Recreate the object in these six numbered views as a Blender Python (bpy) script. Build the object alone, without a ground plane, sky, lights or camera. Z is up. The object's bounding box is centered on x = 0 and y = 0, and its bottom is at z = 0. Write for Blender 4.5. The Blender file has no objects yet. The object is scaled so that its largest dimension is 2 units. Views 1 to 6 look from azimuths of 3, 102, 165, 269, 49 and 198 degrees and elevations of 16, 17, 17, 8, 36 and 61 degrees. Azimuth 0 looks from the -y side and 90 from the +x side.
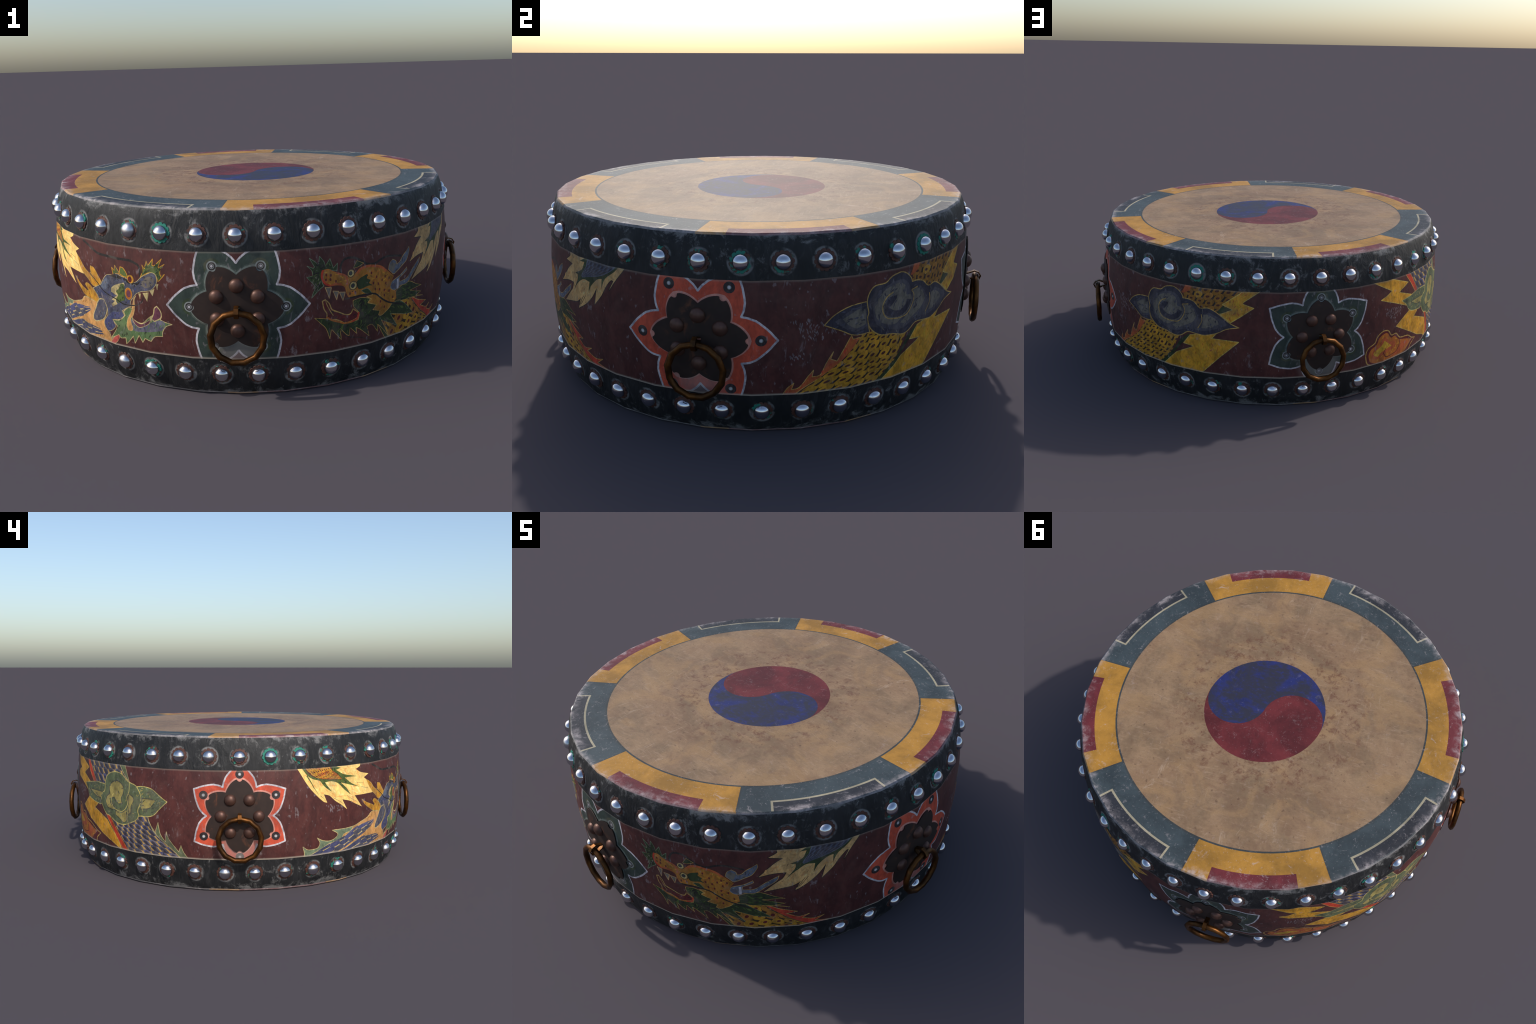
# A Korean barrel drum: painted wooden barrel, hide heads with a two-comma
# emblem, black leather collars with domed studs, four flower plates with rings.
import bpy, bmesh, math, random
import numpy as np
from mathutils import Vector, Matrix
from mathutils.geometry import delaunay_2d_cdt

random.seed(7)
TAU = 2 * math.pi
FACETS = 32                      # the drum is a 32-sided barrel
STEP = TAU / FACETS
HEIGHT = 0.742                  # twice the height of the belly line
TOP = 0.7368                    # the upper hide lies a little lower
MIDDLE = HEIGHT / 2
BAND_LOW, BAND_HIGH = 0.157, 0.585   # painted zone between the two leather collars
ARC = 0.93                       # metres of arc per radian on the barrel
SEAM = -17.3                     # degrees: a column where only ground paint stands

# upper half of the profile (z, r); the lower half mirrors it
PROFILE = [(0.371, 0.9313), (0.420, 0.9308), (0.470, 0.9296), (0.520, 0.9262),
           (0.585, 0.9200), (0.648, 0.9102), (0.700, 0.8985), (0.730, 0.8870), (0.7365, 0.8835), (0.742, 0.877)]


def radius(z):
    z = MIDDLE + abs(z - MIDDLE)
    for (z0, r0), (z1, r1) in zip(PROFILE, PROFILE[1:]):
        if z <= z1:
            return r0 + (r1 - r0) * (z - z0) / (z1 - z0)
    return PROFILE[-1][1]


def slope(z):
    return (radius(z + 0.012) - radius(z - 0.012)) / 0.024


def facet(theta):
    """how far a flat facet lies inside the circle at this angle"""
    return math.cos(STEP / 2) / math.cos(theta % STEP - STEP / 2)


def on_barrel(theta, z, lift=0.0):
    r = radius(z) * facet(theta) + lift
    return Vector((r * math.cos(theta), r * math.sin(theta), z))


def barrel_normal(theta, z):
    s = slope(z)
    return Vector((math.cos(theta), math.sin(theta), -s)).normalized()


# ------------------------------------------------------------------ materials
def srgb(r, g, b):
    f = lambda c: c / 12.92 if c <= 0.04045 else ((c + 0.055) / 1.055) ** 2.4
    return tuple(f(c / 255) for c in (r, g, b)) + (1.0,)


class Nodes:
    """short hand for building node trees"""

    def __init__(self, tree):
        self.t = tree

    def new(self, kind, **inputs):
        n = self.t.nodes.new(kind)
        for k, v in inputs.items():
            self.put(n, k, v)
        return n

    def put(self, n, k, v):
        s = n.inputs[int(k[1:]) if k[0] == "i" and k[1:].isdigit() else k.replace("_", " ")]
        if isinstance(v, bpy.types.NodeSocket):
            self.t.links.new(v, s)
        else:
            s.default_value = v

    def math(self, op, a, b=0.0, c=0.0, clamp=False):
        n = self.new("ShaderNodeMath", i0=a, i1=b, i2=c)
        n.operation, n.use_clamp = op, clamp
        return n.outputs[0]

    def noise(self, vec, scale, detail=4.0, rough=0.55, distort=0.0):
        n = self.new("ShaderNodeTexNoise", Vector=vec, Scale=scale, Detail=detail, Roughness=rough, Distortion=distort)
        return n.outputs["Fac"]

    def stretch(self, vec, x, y, z):
        return self.new("ShaderNodeVectorMath", i0=vec, i1=(x, y, z)).outputs[0] if False else self._mul(vec, (x, y, z))

    def _mul(self, vec, s):
        n = self.new("ShaderNodeVectorMath", i0=vec, i1=s)
        n.operation = "MULTIPLY"
        return n.outputs[0]

    def step(self, x, lo, hi):
        n = self.new("ShaderNodeMapRange", Value=x)
        n.interpolation_type = "SMOOTHSTEP"
        n.inputs["From Min"].default_value, n.inputs["From Max"].default_value = lo, hi
        return n.outputs[0]

    def mix(self, fac, a, b, kind="MIX"):
        n = self.t.nodes.new("ShaderNodeMix")
        n.data_type, n.blend_type = "RGBA", kind
        for i, v in ((0, fac), (6, a), (7, b)):
            if isinstance(v, bpy.types.NodeSocket):
                self.t.links.new(v, n.inputs[i])
            else:
                n.inputs[i].default_value = v
        return n.outputs[2]

    def bump(self, h, strength, dist=0.002):
        return self.new("ShaderNodeBump", Height=h, Strength=strength, Distance=dist).outputs[0]


def material(name):
    m = bpy.data.materials.new(name)
    m.use_nodes = True
    t = m.node_tree
    n = Nodes(t)
    p = t.nodes["Principled BSDF"]
    obj = n.new("ShaderNodeTexCoord").outputs["Object"]
    return m, n, p, obj


def wear_group():
    """worn oil paint: uneven coats, vertical scuffs, chips, and the rub of the hanging rings"""
    g = bpy.data.node_groups.new("worn_paint", "ShaderNodeTree")
    g.interface.new_socket("Color", in_out="INPUT", socket_type="NodeSocketColor")
    g.interface.new_socket("Position", in_out="INPUT", socket_type="NodeSocketVector")
    g.interface.new_socket("Chips", in_out="INPUT", socket_type="NodeSocketFloat")
    g.interface.new_socket("Strokes", in_out="INPUT", socket_type="NodeSocketFloat")
    g.interface.new_socket("Color", in_out="OUTPUT", socket_type="NodeSocketColor")
    g.interface.new_socket("Grain", in_out="OUTPUT", socket_type="NodeSocketFloat")
    n = Nodes(g)
    i = g.nodes.new("NodeGroupInput")
    o = g.nodes.new("NodeGroupOutput")
    col, pos, chips, strokes = i.outputs[0], i.outputs[1], i.outputs[2], i.outputs[3]
    coat = n.noise(n.stretch(pos, 16, 16, 9), 1.0, 7, 0.7, 0.5)
    col = n.mix(n.step(coat, 0.34, 0.66), n.mix(1.0, col, (0.72, 0.73, 0.76, 1), "MULTIPLY"), n.mix(1.0, col, (1.22, 1.2, 1.16, 1), "MULTIPLY"))
    grain = n.noise(n.stretch(pos, 90, 90, 60), 1.0, 3, 0.6)
    col = n.mix(n.math("MULTIPLY", n.step(grain, 0.35, 0.75), 0.35), col, n.mix(1.0, col, (0.62, 0.6, 0.6, 1), "MULTIPLY"))
    # brush strokes and thin patches
    brush = n.step(n.noise(n.stretch(pos, 46, 46, 26), 1.0, 6, 0.68, 1.0), 0.46, 0.62)
    col = n.mix(n.math("MULTIPLY", brush, n.math("MULTIPLY", strokes, 0.75)), col, n.mix(1.0, col, (0.42, 0.42, 0.46, 1), "MULTIPLY"))
    faded = n.step(n.noise(n.stretch(pos, 11, 11, 11), 1.0, 5, 0.65, 0.8), 0.48, 0.66)
    col = n.mix(n.math("MULTIPLY", faded, n.math("MULTIPLY", strokes, 0.28)), col, srgb(128, 114, 104))
    pale = srgb(150, 140, 142)
    zone = n.step(n.noise(n.stretch(pos, 3.2, 3.2, 3.6), 1.0, 3), 0.42, 0.60)
    scuff = n.step(n.noise(n.stretch(pos, 42, 42, 17), 1.0, 5, 0.7, 0.6), 0.575, 0.68)
    fleck = n.step(n.noise(n.stretch(pos, 55, 55, 34), 1.0, 2, 0.5), 0.66, 0.73)
    mask = n.math("MAXIMUM", n.math("MULTIPLY", n.math("MULTIPLY", scuff, zone), 0.62), n.math("MULTIPLY", fleck, 0.45))
    col = n.mix(n.math("MULTIPLY", mask, chips, clamp=True), col, pale)
    # where a ring swings against the barrel the paint is rubbed pale
    s = n.new("ShaderNodeSeparateXYZ", Vector=pos)
    side = n.math("MINIMUM", n.math("ABSOLUTE", s.outputs[0]), n.math("ABSOLUTE", s.outputs[1]))
    down = n.math("SUBTRACT", s.outputs[2], 0.225)
    far = n.math("SQRT", n.math("ADD", n.math("MULTIPLY", side, side), n.math("MULTIPLY", down, down)))
    rub = n.math("SUBTRACT", 1.0, n.step(far, 0.06, 0.12))
    col = n.mix(n.math("MULTIPLY", rub, 0.34), col, srgb(176, 166, 160))
    # grime-pale lip of paint along the leather collars
    edge = n.math("SUBTRACT", MIDDLE - 0.157, n.math("ABSOLUTE", n.math("SUBTRACT", s.outputs[2], MIDDLE)))
    lip = n.math("SUBTRACT", 1.0, n.step(edge, 0.003, 0.012))
    low = n.math("LESS_THAN", s.outputs[2], MIDDLE)
    lip = n.math("MULTIPLY", lip, n.math("MULTIPLY_ADD", low, 0.45, 0.25))
    col = n.mix(lip, col, srgb(178, 166, 150))
    g.links.new(col, o.inputs[0])
    g.links.new(grain, o.inputs[1])
    return g


WEAR = wear_group()


def paint(name, rgb, chips=1.0, strokes=0.7, rough=0.5):
    m, n, p, obj = material(name)
    g = m.node_tree.nodes.new("ShaderNodeGroup")
    g.node_tree = WEAR
    g.inputs[0].default_value = srgb(*rgb)
    g.inputs[2].default_value = chips
    g.inputs[3].default_value = strokes
    m.node_tree.links.new(obj, g.inputs[1])
    n.put(p, "Base_Color", g.outputs[0])
    p.inputs["Roughness"].default_value = rough
    p.inputs["Specular IOR Level"].default_value = 0.35
    n.put(p, "Normal", n.bump(g.outputs[1], 0.25, 0.002))
    return m


PAINTS = {
    "ground": (83, 45, 42), "white": (204, 198, 202), "cream": (206, 186, 128), "pale_gold": (194, 156, 84),
    "ochre": (206, 148, 48), "bolt": (210, 150, 44), "bolt_edge": (204, 178, 92), "flame_cream": (255, 214, 126), "tail_peach": (250, 186, 104), "tail_light": (255, 232, 154), "straw": (206, 164, 106),
    "leaf": (88, 104, 50), "leaf_dark": (52, 65, 38), "sage": (118, 134, 106), "jaw_green": (96, 122, 78),
    "slate": (82, 83, 98), "blue": (80, 83, 120), "blue_scale": (72, 76, 104), "blue_pale": (104, 104, 124), "night": (60, 57, 68), "dusk": (84, 80, 86), "storm": (120, 112, 100), "steel": (98, 106, 122),
    "tan": (208, 154, 92), "mauve": (108, 62, 76), "jaw_grey": (110, 108, 122), "rose": (204, 92, 82), "vermilion": (192, 66, 44), "flame_red": (184, 92, 52),
    "ink": (44, 40, 38), "wine": (100, 36, 38), "brown": (88, 46, 36), "scale_gap": (60, 44, 28), "gold_scale": (190, 138, 42), "gold_deep": (158, 108, 38), "orange": (166, 112, 44), "tangerine": (184, 106, 42), "lemon": (204, 160, 46),
    "olive_green": (96, 106, 76), "olive": (160, 146, 86), "olive_edge": (196, 180, 108), "olive_shade": (80, 82, 70),
    "flower_green": (54, 66, 60), "moss": (62, 74, 52), "halo": (140, 146, 142), "flower_red": (198, 82, 58), "halo_red": (216, 148, 132), "ring_black": (52, 44, 46), "scuff": (128, 114, 116),
}
LINES = ("cream", "pale_gold", "white", "bolt_edge", "olive_edge", "ink")          # thin lines: little chipping, much fading
CALM = ("ground", "flower_green", "flower_red", "halo", "halo_red", "flame_cream", "tail_peach", "tail_light")   # evenly painted fields
MATERIALS = {k: paint("paint_" + k, v, 0.6 if k in LINES else 0.8, 1.0 if k in LINES else 0.22 if k in CALM else 0.75) for k, v in PAINTS.items()}


# --------------------------------------------------------------- flat drawing
def soften(points, closed=True, rounds=3, corner=62):
    """corner-aware smoothing: gentle bends become curves, sharp tips stay sharp"""
    n = len(points)
    P = [Vector(p) for p in points]

    def bend(i):
        a, b = P[i] - P[i - 1], P[(i + 1) % n] - P[i]
        return math.degrees(a.angle(b)) if a.length > 1e-9 and b.length > 1e-9 else 0

    sharp = [(not closed and i in (0, n - 1)) or bend(i) > corner for i in range(n)]
    out = []
    for i in range(n if closed else n - 1):
        p1, p2 = P[i], P[(i + 1) % n]
        p0 = P[i - 1] if not sharp[i] else p1 - (p2 - p1)
        p3 = P[(i + 2) % n] if not sharp[(i + 1) % n] else p2 + (p2 - p1)
        for k in range(rounds):
            t = k / rounds
            out.append(0.5 * ((2 * p1) + (p2 - p0) * t + (2 * p0 - 5 * p1 + 4 * p2 - p3) * t * t + (3 * p1 - p0 - 3 * p2 + p3) * t ** 3))
    if not closed:
        out.append(P[-1])
    return out


class Canvas:
    """painter's-order shapes on a flat sheet; later shapes hide earlier ones"""

    def __init__(self):
        self.shapes = []
        self.part = "barrel"

    def flat(self, p):
        return Vector(p)

    def add(self, pts, colour):
        self.shapes.append(([Vector((p[0], p[1])) for p in pts], colour, self.part))

    def line(self, pts, colour, width, closed=False, taper=False):
        n = len(pts)
        for i in range(n if closed else n - 1):
            a, b = pts[i], pts[(i + 1) % n]
            d = b - a
            if d.length < 1e-7:
                continue
            d.normalize()
            s = Vector((-d.y, d.x))
            wa = wb = width / 2
            if taper:
                wa *= 1.15 - i / (n - 1)
                wb *= 1.15 - (i + 1) / (n - 1)
            e = d * min(wa, wb) * 0.45
            self.add([a - s * wa - e, b - s * wb + e, b + s * wb + e, a + s * wa - e], colour)

    def fill(self, pts, colour, edge=None, width=2.2, smooth=True):
        q = [self.flat(p) for p in pts]
        if smooth:
            q = soften(q)
        self.add(q, colour)
        if edge:
            self.line(q, edge, width * 1.4 / 1000, closed=True)

    def stroke(self, pts, colour, width, taper=False):
        self.line(soften([self.flat(p) for p in pts], closed=False), colour, width * 1.15 / 1000, taper=taper)

    def hatch(self, area, colour, count, length, width, lean=90, spread=25):
        """loose tapering brush marks scattered inside an area, `lean` degrees from level"""
        q = [self.flat(p) for p in area]
        x0, x1 = min(p.x for p in q), max(p.x for p in q)
        y0, y1 = min(p.y for p in q), max(p.y for p in q)

        def within(p):
            hit = False
            for a, b in zip(q, q[1:] + q[:1]):
                if (a.y > p.y) != (b.y > p.y) and p.x < (b.x - a.x) * (p.y - a.y) / (b.y - a.y) + a.x:
                    hit = not hit
            return hit

        done = tries = 0
        while done < count and tries < count * 30:
            tries += 1
            p = Vector((random.uniform(x0, x1), random.uniform(y0, y1)))
            a = math.radians(lean + random.uniform(-spread, spread))
            half = Vector((math.cos(a), math.sin(a))) * length * random.uniform(0.5, 1.2) / 2000
            side = Vector((-half.y, half.x)).normalized() * width * random.uniform(0.6, 1.2) / 2000
            if within(p - half) and within(p + half) and within(p):
                bow = side * random.uniform(-0.8, 0.8)
                self.add([p - half, p - side * 0.8 + bow, p + half * 0.5 - side * 0.9 + bow, p + half, p + half * 0.5 + side * 0.8 + bow, p + side + bow], colour)
                done += 1

    def oval(self, centre, rx, ry, colour, n=14):
        """rx and ry in mm"""
        c = self.flat(centre)
        self.add([c + Vector((rx * math.cos(k * TAU / n), ry * math.sin(k * TAU / n))) / 1000 for k in range(n)], colour)

    def scales(self, left, right, rows, columns, colour, heart=None, line=None, size=0.9, up=1, rag=0.0):
        """overlapping scales on the ribbon between two edge lines, rounded towards `up`"""
        A = soften([self.flat(p) for p in left], closed=False)
        B = soften([self.flat(p) for p in right], closed=False)

        def at(line, t):
            t = min(max(t, 0), 1) * (len(line) - 1)
            i = min(int(t), len(line) - 2)
            return line[i].lerp(line[i + 1], t - i)

        rim = [(-0.85, -0.42), (0.0, -0.5), (0.28, -0.42), (0.46, -0.2), (0.5, 0), (0.46, 0.2), (0.28, 0.42), (0.0, 0.5), (-0.85, 0.42)]
        core = [(-0.18 + 0.2 * math.cos(k * TAU / 9), -0.06 + 0.21 * math.sin(k * TAU / 9)) for k in range(9)]
        shade = [(-0.8, -0.4), (0.05, -0.36), (0.2, 0), (0.05, 0.2), (-0.8, 0.15)]
        # the rows nearer the tail end tuck under the next ones
        for i in range(rows)[::-up]:
            for j in range(columns + i % 2):
                w = (j + 0.5 - 0.5 * (i % 2)) / columns
                t = (i + 0.5) / rows

                def cell(p, q, grow):
                    jig = 1 + rag * math.sin(i * 12.9 + j * 78.2)
                    tt, ww = t + up * (0.5 + (p - 0.5) * grow) * 1.18 * jig / rows, min(max(w + q * grow / columns, 0.0), 1.0)
                    return at(A, tt).lerp(at(B, tt), ww)

                tone = colour if isinstance(colour, str) else colour[int(997 * abs(math.sin(i * 3.7 + j * 9.1))) % len(colour)]
                if line:
                    self.add([cell(p, q, 1.0) for p, q in rim], line)
                self.add([cell(p, q, size) for p, q in rim], tone)
                if heart:
                    self.add([cell(p, q, size) for p, q in (shade if heart[0] == "+" else core)], heart.lstrip("+"))

    def mosaic(self, frame, lines):
        """cut the sheet into triangles along every outline; each takes its topmost colour"""
        verts, edges = [], []
        for loop in [frame] + [s[0] for s in self.shapes]:
            k, n = len(verts), len(loop)
            verts.extend(Vector((p[0], p[1])) for p in loop)
            edges.extend((k + i, k + (i + 1) % n) for i in range(n))
        for a, b in lines:
            edges.append((len(verts), len(verts) + 1))
            verts.extend((Vector(a), Vector(b)))
        v, _, f, _, _, _ = delaunay_2d_cdt(verts, edges, [], 0, 1e-6)
        xy = np.array([(p.x, p.y) for p in v])
        f = np.array([list(t) for t in f if len(t) == 3])
        mid = xy[f].mean(axis=1)
        order = np.argsort(mid[:, 0])
        mid, f = mid[order], f[order]
        top = np.full(len(f), -2)

        def inside(loop, lo, hi):
            q = np.array([(p[0], p[1]) for p in loop])
            x, y = mid[lo:hi, 0], mid[lo:hi, 1]
            hit = np.zeros(hi - lo, bool)
            for (x0, y0), (x1, y1) in zip(q, np.roll(q, -1, 0)):
                cross = (y0 > y) != (y1 > y)
                if cross.any():
                    hit ^= cross & (x < (x1 - x0) * (y - y0) / ((y1 - y0) or 1e-12) + x0)
            return hit

        for i, loop in enumerate([frame] + [s[0] for s in self.shapes]):
            xs = [p[0] for p in loop]
            lo, hi = np.searchsorted(mid[:, 0], (min(xs), max(xs)))
            if hi > lo:
                hit = inside(loop, lo, hi)
                top[lo:hi][hit & ((top[lo:hi] > -2) | (i == 0))] = i - 1
        return v, [(t.tolist(), None if k == -1 else int(k)) for t, k in zip(f, top) if k > -2]


def mesh_object(name, verts, faces, mats, indices=None, parent=None, normals=None, smooth=True):
    me = bpy.data.meshes.new(name)
    me.from_pydata([tuple(v) for v in verts], [], faces)
    for m in mats:
        me.materials.append(m)
    if indices:
        me.polygons.foreach_set("material_index", indices)
    me.polygons.foreach_set("use_smooth", [smooth] * len(faces))
    me.update()
    if normals:
        me.normals_split_custom_set_from_vertices([tuple(n) for n in normals])
    ob = bpy.data.objects.new(name, me)
    bpy.context.scene.collection.objects.link(ob)
    ob.parent = parent
    return ob


def cut_out(canvas, v, tris, place, normal, ground, names, root):
    """turn the mosaic into one object per painted motif, borders shared, normals of the whole"""
    groups = {}
    for tri, top in tris:
        part, colour = (canvas.shapes[top][2], canvas.shapes[top][1]) if top is not None else (ground[0], ground[1])
        groups.setdefault(part, []).append((tri, colour))
    made = {}
    for part in [ground[0]] + [g for g in groups if g != ground[0]]:
        used, index, faces, mi, mats = {}, [], [], [], []
        for tri, colour in groups[part]:
            a, b, c = (v[k] for k in tri)
            if abs((b - a).cross(c - a)) < 1e-10:
                continue
            if colour not in mats:
                mats.append(colour)
            mi.append(mats.index(colour))
            loop = []
            for k in tri:
                if k not in used:
                    used[k] = len(index)
                    index.append(k)
                loop.append(used[k])
            faces.append(loop)
        ob = mesh_object(names.get(part, part), [place(v[k]) for k in index], faces, [MATERIALS[c] for c in mats], mi,
                         root if part == ground[0] else made[ground[0]], [normal(v[k]) for k in index])
        made[part] = ob
    return made


drum = bpy.data.objects.new("drum", None)
bpy.context.scene.collection.objects.link(drum)
drum["label"] = "shallow painted barrel drum with studded black leather rims"
drum["category"] = "drum"

# ------------------------------------------------------------- barrel painting
class BarrelCanvas(Canvas):
    """points are (degrees round the drum, millimetres above the ground)"""

    def flat(self, p):
        a = p[0] if p[0] >= SEAM else p[0] + 360
        return Vector((math.radians(a) * ARC, p[1] / 1000))


C = BarrelCanvas()


def petal_radius(table, phi):
    phi = abs(phi)
    for (a, r), (b, s) in zip(table, table[1:]):
        if phi <= b:
            return r + (s - r) * (phi - a) / (b - a)
    return table[-1][1]


PAINTED_PETAL = [(0, 0.274), (3, 0.262), (6.5, 0.251), (10, 0.240), (14, 0.2275), (20, 0.211), (25, 0.193), (30, 0.1715)]
PLATE_PETAL = [(0, 0.176), (7, 0.1705), (12, 0.1635), (17, 0.155), (20, 0.149), (25, 0.139), (30, 0.128)]


def flower_outline(table, turn, scale=1.0, grow=0.0):
    pts = []
    for petal in range(6):
        for phi in (-30, -27.5, -25, -20, -17, -14, -10, -6.5, -3, 0, 3, 6.5, 10, 14, 17, 20, 25, 27.5):
            r = petal_radius(table, phi) * scale + grow
            a = math.radians(petal * 60 + turn + phi)
            pts.append(Vector((r * math.cos(a), r * math.sin(a))))
    return pts


def painted_flower(centre, turn, scale, body, glow, eye_at, eyes):
    at = C.flat((centre, 1000 * MIDDLE))
    place = lambda pts: [at + p for p in pts]
    C.add(place(flower_outline(PAINTED_PETAL, turn, scale)), body)
    if body == "flower_green":       # a mossy bloom inside each petal
        for k in range(6):
            a = math.radians(k * 60 + turn)
            C.add([at + Vector((math.cos(a), math.sin(a))) * 0.178 + Vector((0.034 * math.cos(q), 0.034 * math.sin(q))) for q in [j * TAU / 14 for j in range(14)]], "moss")
    C.line(place(flower_outline(PAINTED_PETAL, turn, scale)), "white", 0.0075, closed=True)
    C.add(place(flower_outline(PLATE_PETAL, turn, 1.0, 0.014)), glow[0])
    C.add(place(flower_outline(PLATE_PETAL, turn, 1.0, 0.008)), glow[1])
    for k in range(6):
        a = math.radians(k * 60 + turn)
        c = at + Vector((math.cos(a), math.sin(a))) * eye_at
        for rad, colour in eyes:
            C.add([c + Vector((rad * math.cos(q), rad * math.sin(q))) for q in [j * TAU / 18 for j in range(18)]], colour)


GREEN_EYES = [(0.0205, "halo"), (0.0155, "ring_black"), (0.010, "halo"), (0.0075, "ring_black"), (0.0048, "white")]
RED_EYES = [(0.0205, "ring_black"), (0.0075, "halo"), (0.005, "white")]
C.part = "painted_flower"
painted_flower(-90, 0, 1.0, "flower_green", ("flower_green_glow", "halo_green"), 0.182, GREEN_EYES)
C.part = "painted_flower.001"
painted_flower(0, 0, 1.0, "flower_red", ("flower_red", "halo_red"), 0.216, RED_EYES)
C.part = "painted_flower.002"
painted_flower(90, 30, 1.0, "flower_green", ("flower_green_glow", "halo_green"), 0.182, GREEN_EYES)
C.part = "painted_flower.003"
painted_flower(180, 30, 0.908, "flower_red", ("flower_red", "halo_red"), 0.195, RED_EYES)
MATERIALS["flower_green_glow"] = paint("paint_flower_green_glow", (74, 86, 78))
MATERIALS["halo_green"] = paint("paint_halo_green", (118, 128, 120))

# ---- patches where the ground paint is scraped pale
C.part = "scrape"
for patch, count in (([(19, 440), (23, 450), (28, 425), (30, 380), (27, 345), (24, 350), (21, 390)], 70), ([(111, 450), (120, 440), (121, 390), (116, 370), (112, 400)], 50), ([(-154, 408), (-147, 400), (-147, 365), (-152, 360)], 36), ([(20, 330), (24, 320), (22, 280), (18, 290)], 16)):
    C.hatch(patch, "scuff", count, 16, 4.5, 95, 25)

# ---- the blue dragon
C.part = "painted_dragon"
C.fill([(-160.7, 150), (-160.5, 176), (-161.1, 209), (-159.5, 192), (-157.7, 192), (-156.1, 197), (-155.5, 221), (-156.6, 247), (-154.9, 232), (-152.6, 223), (-150.6, 228), (-149.3, 243), (-149.3, 257), (-151.3, 275), (-147.7, 275), (-142.9, 278), (-139.7, 292), (-136.5, 309), (-134.4, 333), (-130.3, 325), (-127.7, 341), (-125.2, 311), (-126.8, 252), (-126.1, 214), (-125.3, 186), (-126.7, 148)], "tan", "cream")
C.hatch([(-160.7, 150), (-160.5, 176), (-161.1, 209), (-159.5, 192), (-157.7, 192), (-156.1, 197), (-155.5, 221), (-156.6, 247), (-154.9, 232), (-152.6, 223), (-150.6, 228), (-149.3, 243), (-149.3, 257), (-151.3, 275), (-147.7, 275), (-142.9, 278), (-139.7, 292), (-136.5, 309), (-134.4, 333), (-130.3, 325), (-127.7, 341), (-125.2, 311), (-126.8, 252), (-126.1, 214), (-125.3, 186), (-126.7, 148)], "straw", 22, 40, 7, 40)
C.hatch([(-160.7, 150), (-160.5, 176), (-161.1, 209), (-159.5, 192), (-157.7, 192), (-156.1, 197), (-155.5, 221), (-156.6, 247), (-154.9, 232), (-152.6, 223), (-150.6, 228), (-149.3, 243), (-149.3, 257), (-151.3, 275), (-147.7, 275), (-142.9, 278), (-139.7, 292), (-136.5, 309), (-134.4, 333), (-130.3, 325), (-127.7, 341), (-125.2, 311), (-126.8, 252), (-126.1, 214), (-125.3, 186), (-126.7, 148)], "orange", 14, 34, 6, 40)
C.fill([(-160.7, 151), (-160.5, 176), (-161.1, 209), (-159.5, 192), (-157.7, 192), (-156.1, 197), (-155.5, 221), (-156.6, 247), (-154.9, 232), (-152.6, 223), (-150.6, 228), (-149.3, 243), (-149.3, 257), (-151.3, 275), (-147.7, 275), (-142.9, 277), (-144.1, 256), (-146.8, 249), (-147.9, 223), (-152, 210), (-154.7, 190), (-157.6, 172), (-159.3, 149)], "sage", "cream")
C.scales([(-159.4, 160), (-152, 208), (-147, 235), (-141.3, 274), (-132.9, 291)], [(-155.2, 141), (-149.5, 154), (-145.4, 184), (-139.9, 216), (-136.1, 243), (-132.4, 280)], 8, 2, ["blue_scale", "slate", "blue"], None, "cream", size=0.87, rag=0.1)
C.scales([(-154.9, 139), (-149.3, 153), (-139.8, 209), (-136.2, 214), (-129.6, 206)], [(-149.4, 143), (-141.8, 152), (-137, 160), (-133.2, 167), (-128.3, 185)], 6, 2, ["blue_scale", "slate"], None, "cream", size=0.87, rag=0.1)
C.stroke([(-134, 572), (-131.4, 556), (-128.4, 536), (-126.5, 532), (-123.5, 532), (-120.3, 528), (-117.1, 528), (-115, 520), (-113.9, 508), (-113.7, 472)], "ink", 8.5)
C.fill([(-137.3, 502), (-135.2, 483), (-133.3, 454), (-131.6, 441), (-131, 447), (-131.2, 460), (-131, 473), (-129.6, 468), (-128.1, 443), (-126.9, 422), (-127.5, 407), (-128.5, 397), (-130.5, 392), (-132.3, 414), (-134.4, 437), (-136.3, 463)], "ochre", "pale_gold", 1.8)
C.hatch([(-137.3, 502), (-135.2, 483), (-133.3, 454), (-131.6, 441), (-131, 447), (-131.2, 460), (-131, 473), (-129.6, 468), (-128.1, 443), (-126.9, 422), (-127.5, 407), (-128.5, 397), (-130.5, 392), (-132.3, 414), (-134.4, 437), (-136.3, 463)], "tangerine", 12, 22, 5, 130)
C.hatch([(-137.3, 502), (-135.2, 483), (-133.3, 454), (-131.6, 441), (-131, 447), (-131.2, 460), (-131, 473), (-129.6, 468), (-128.1, 443), (-126.9, 422), (-127.5, 407), (-128.5, 397), (-130.5, 392), (-132.3, 414), (-134.4, 437), (-136.3, 463)], "lemon", 6, 20, 4, 130)
C.fill([(-139.3, 406), (-137.3, 387), (-134.7, 371), (-133.1, 361), (-132.7, 367), (-133.9, 386), (-133.3, 395), (-131.8, 390), (-129.7, 367), (-128.5, 342), (-129.5, 325), (-131.1, 329), (-133.7, 337), (-135.4, 351), (-137.9, 378)], "ochre", "pale_gold", 1.8)
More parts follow.
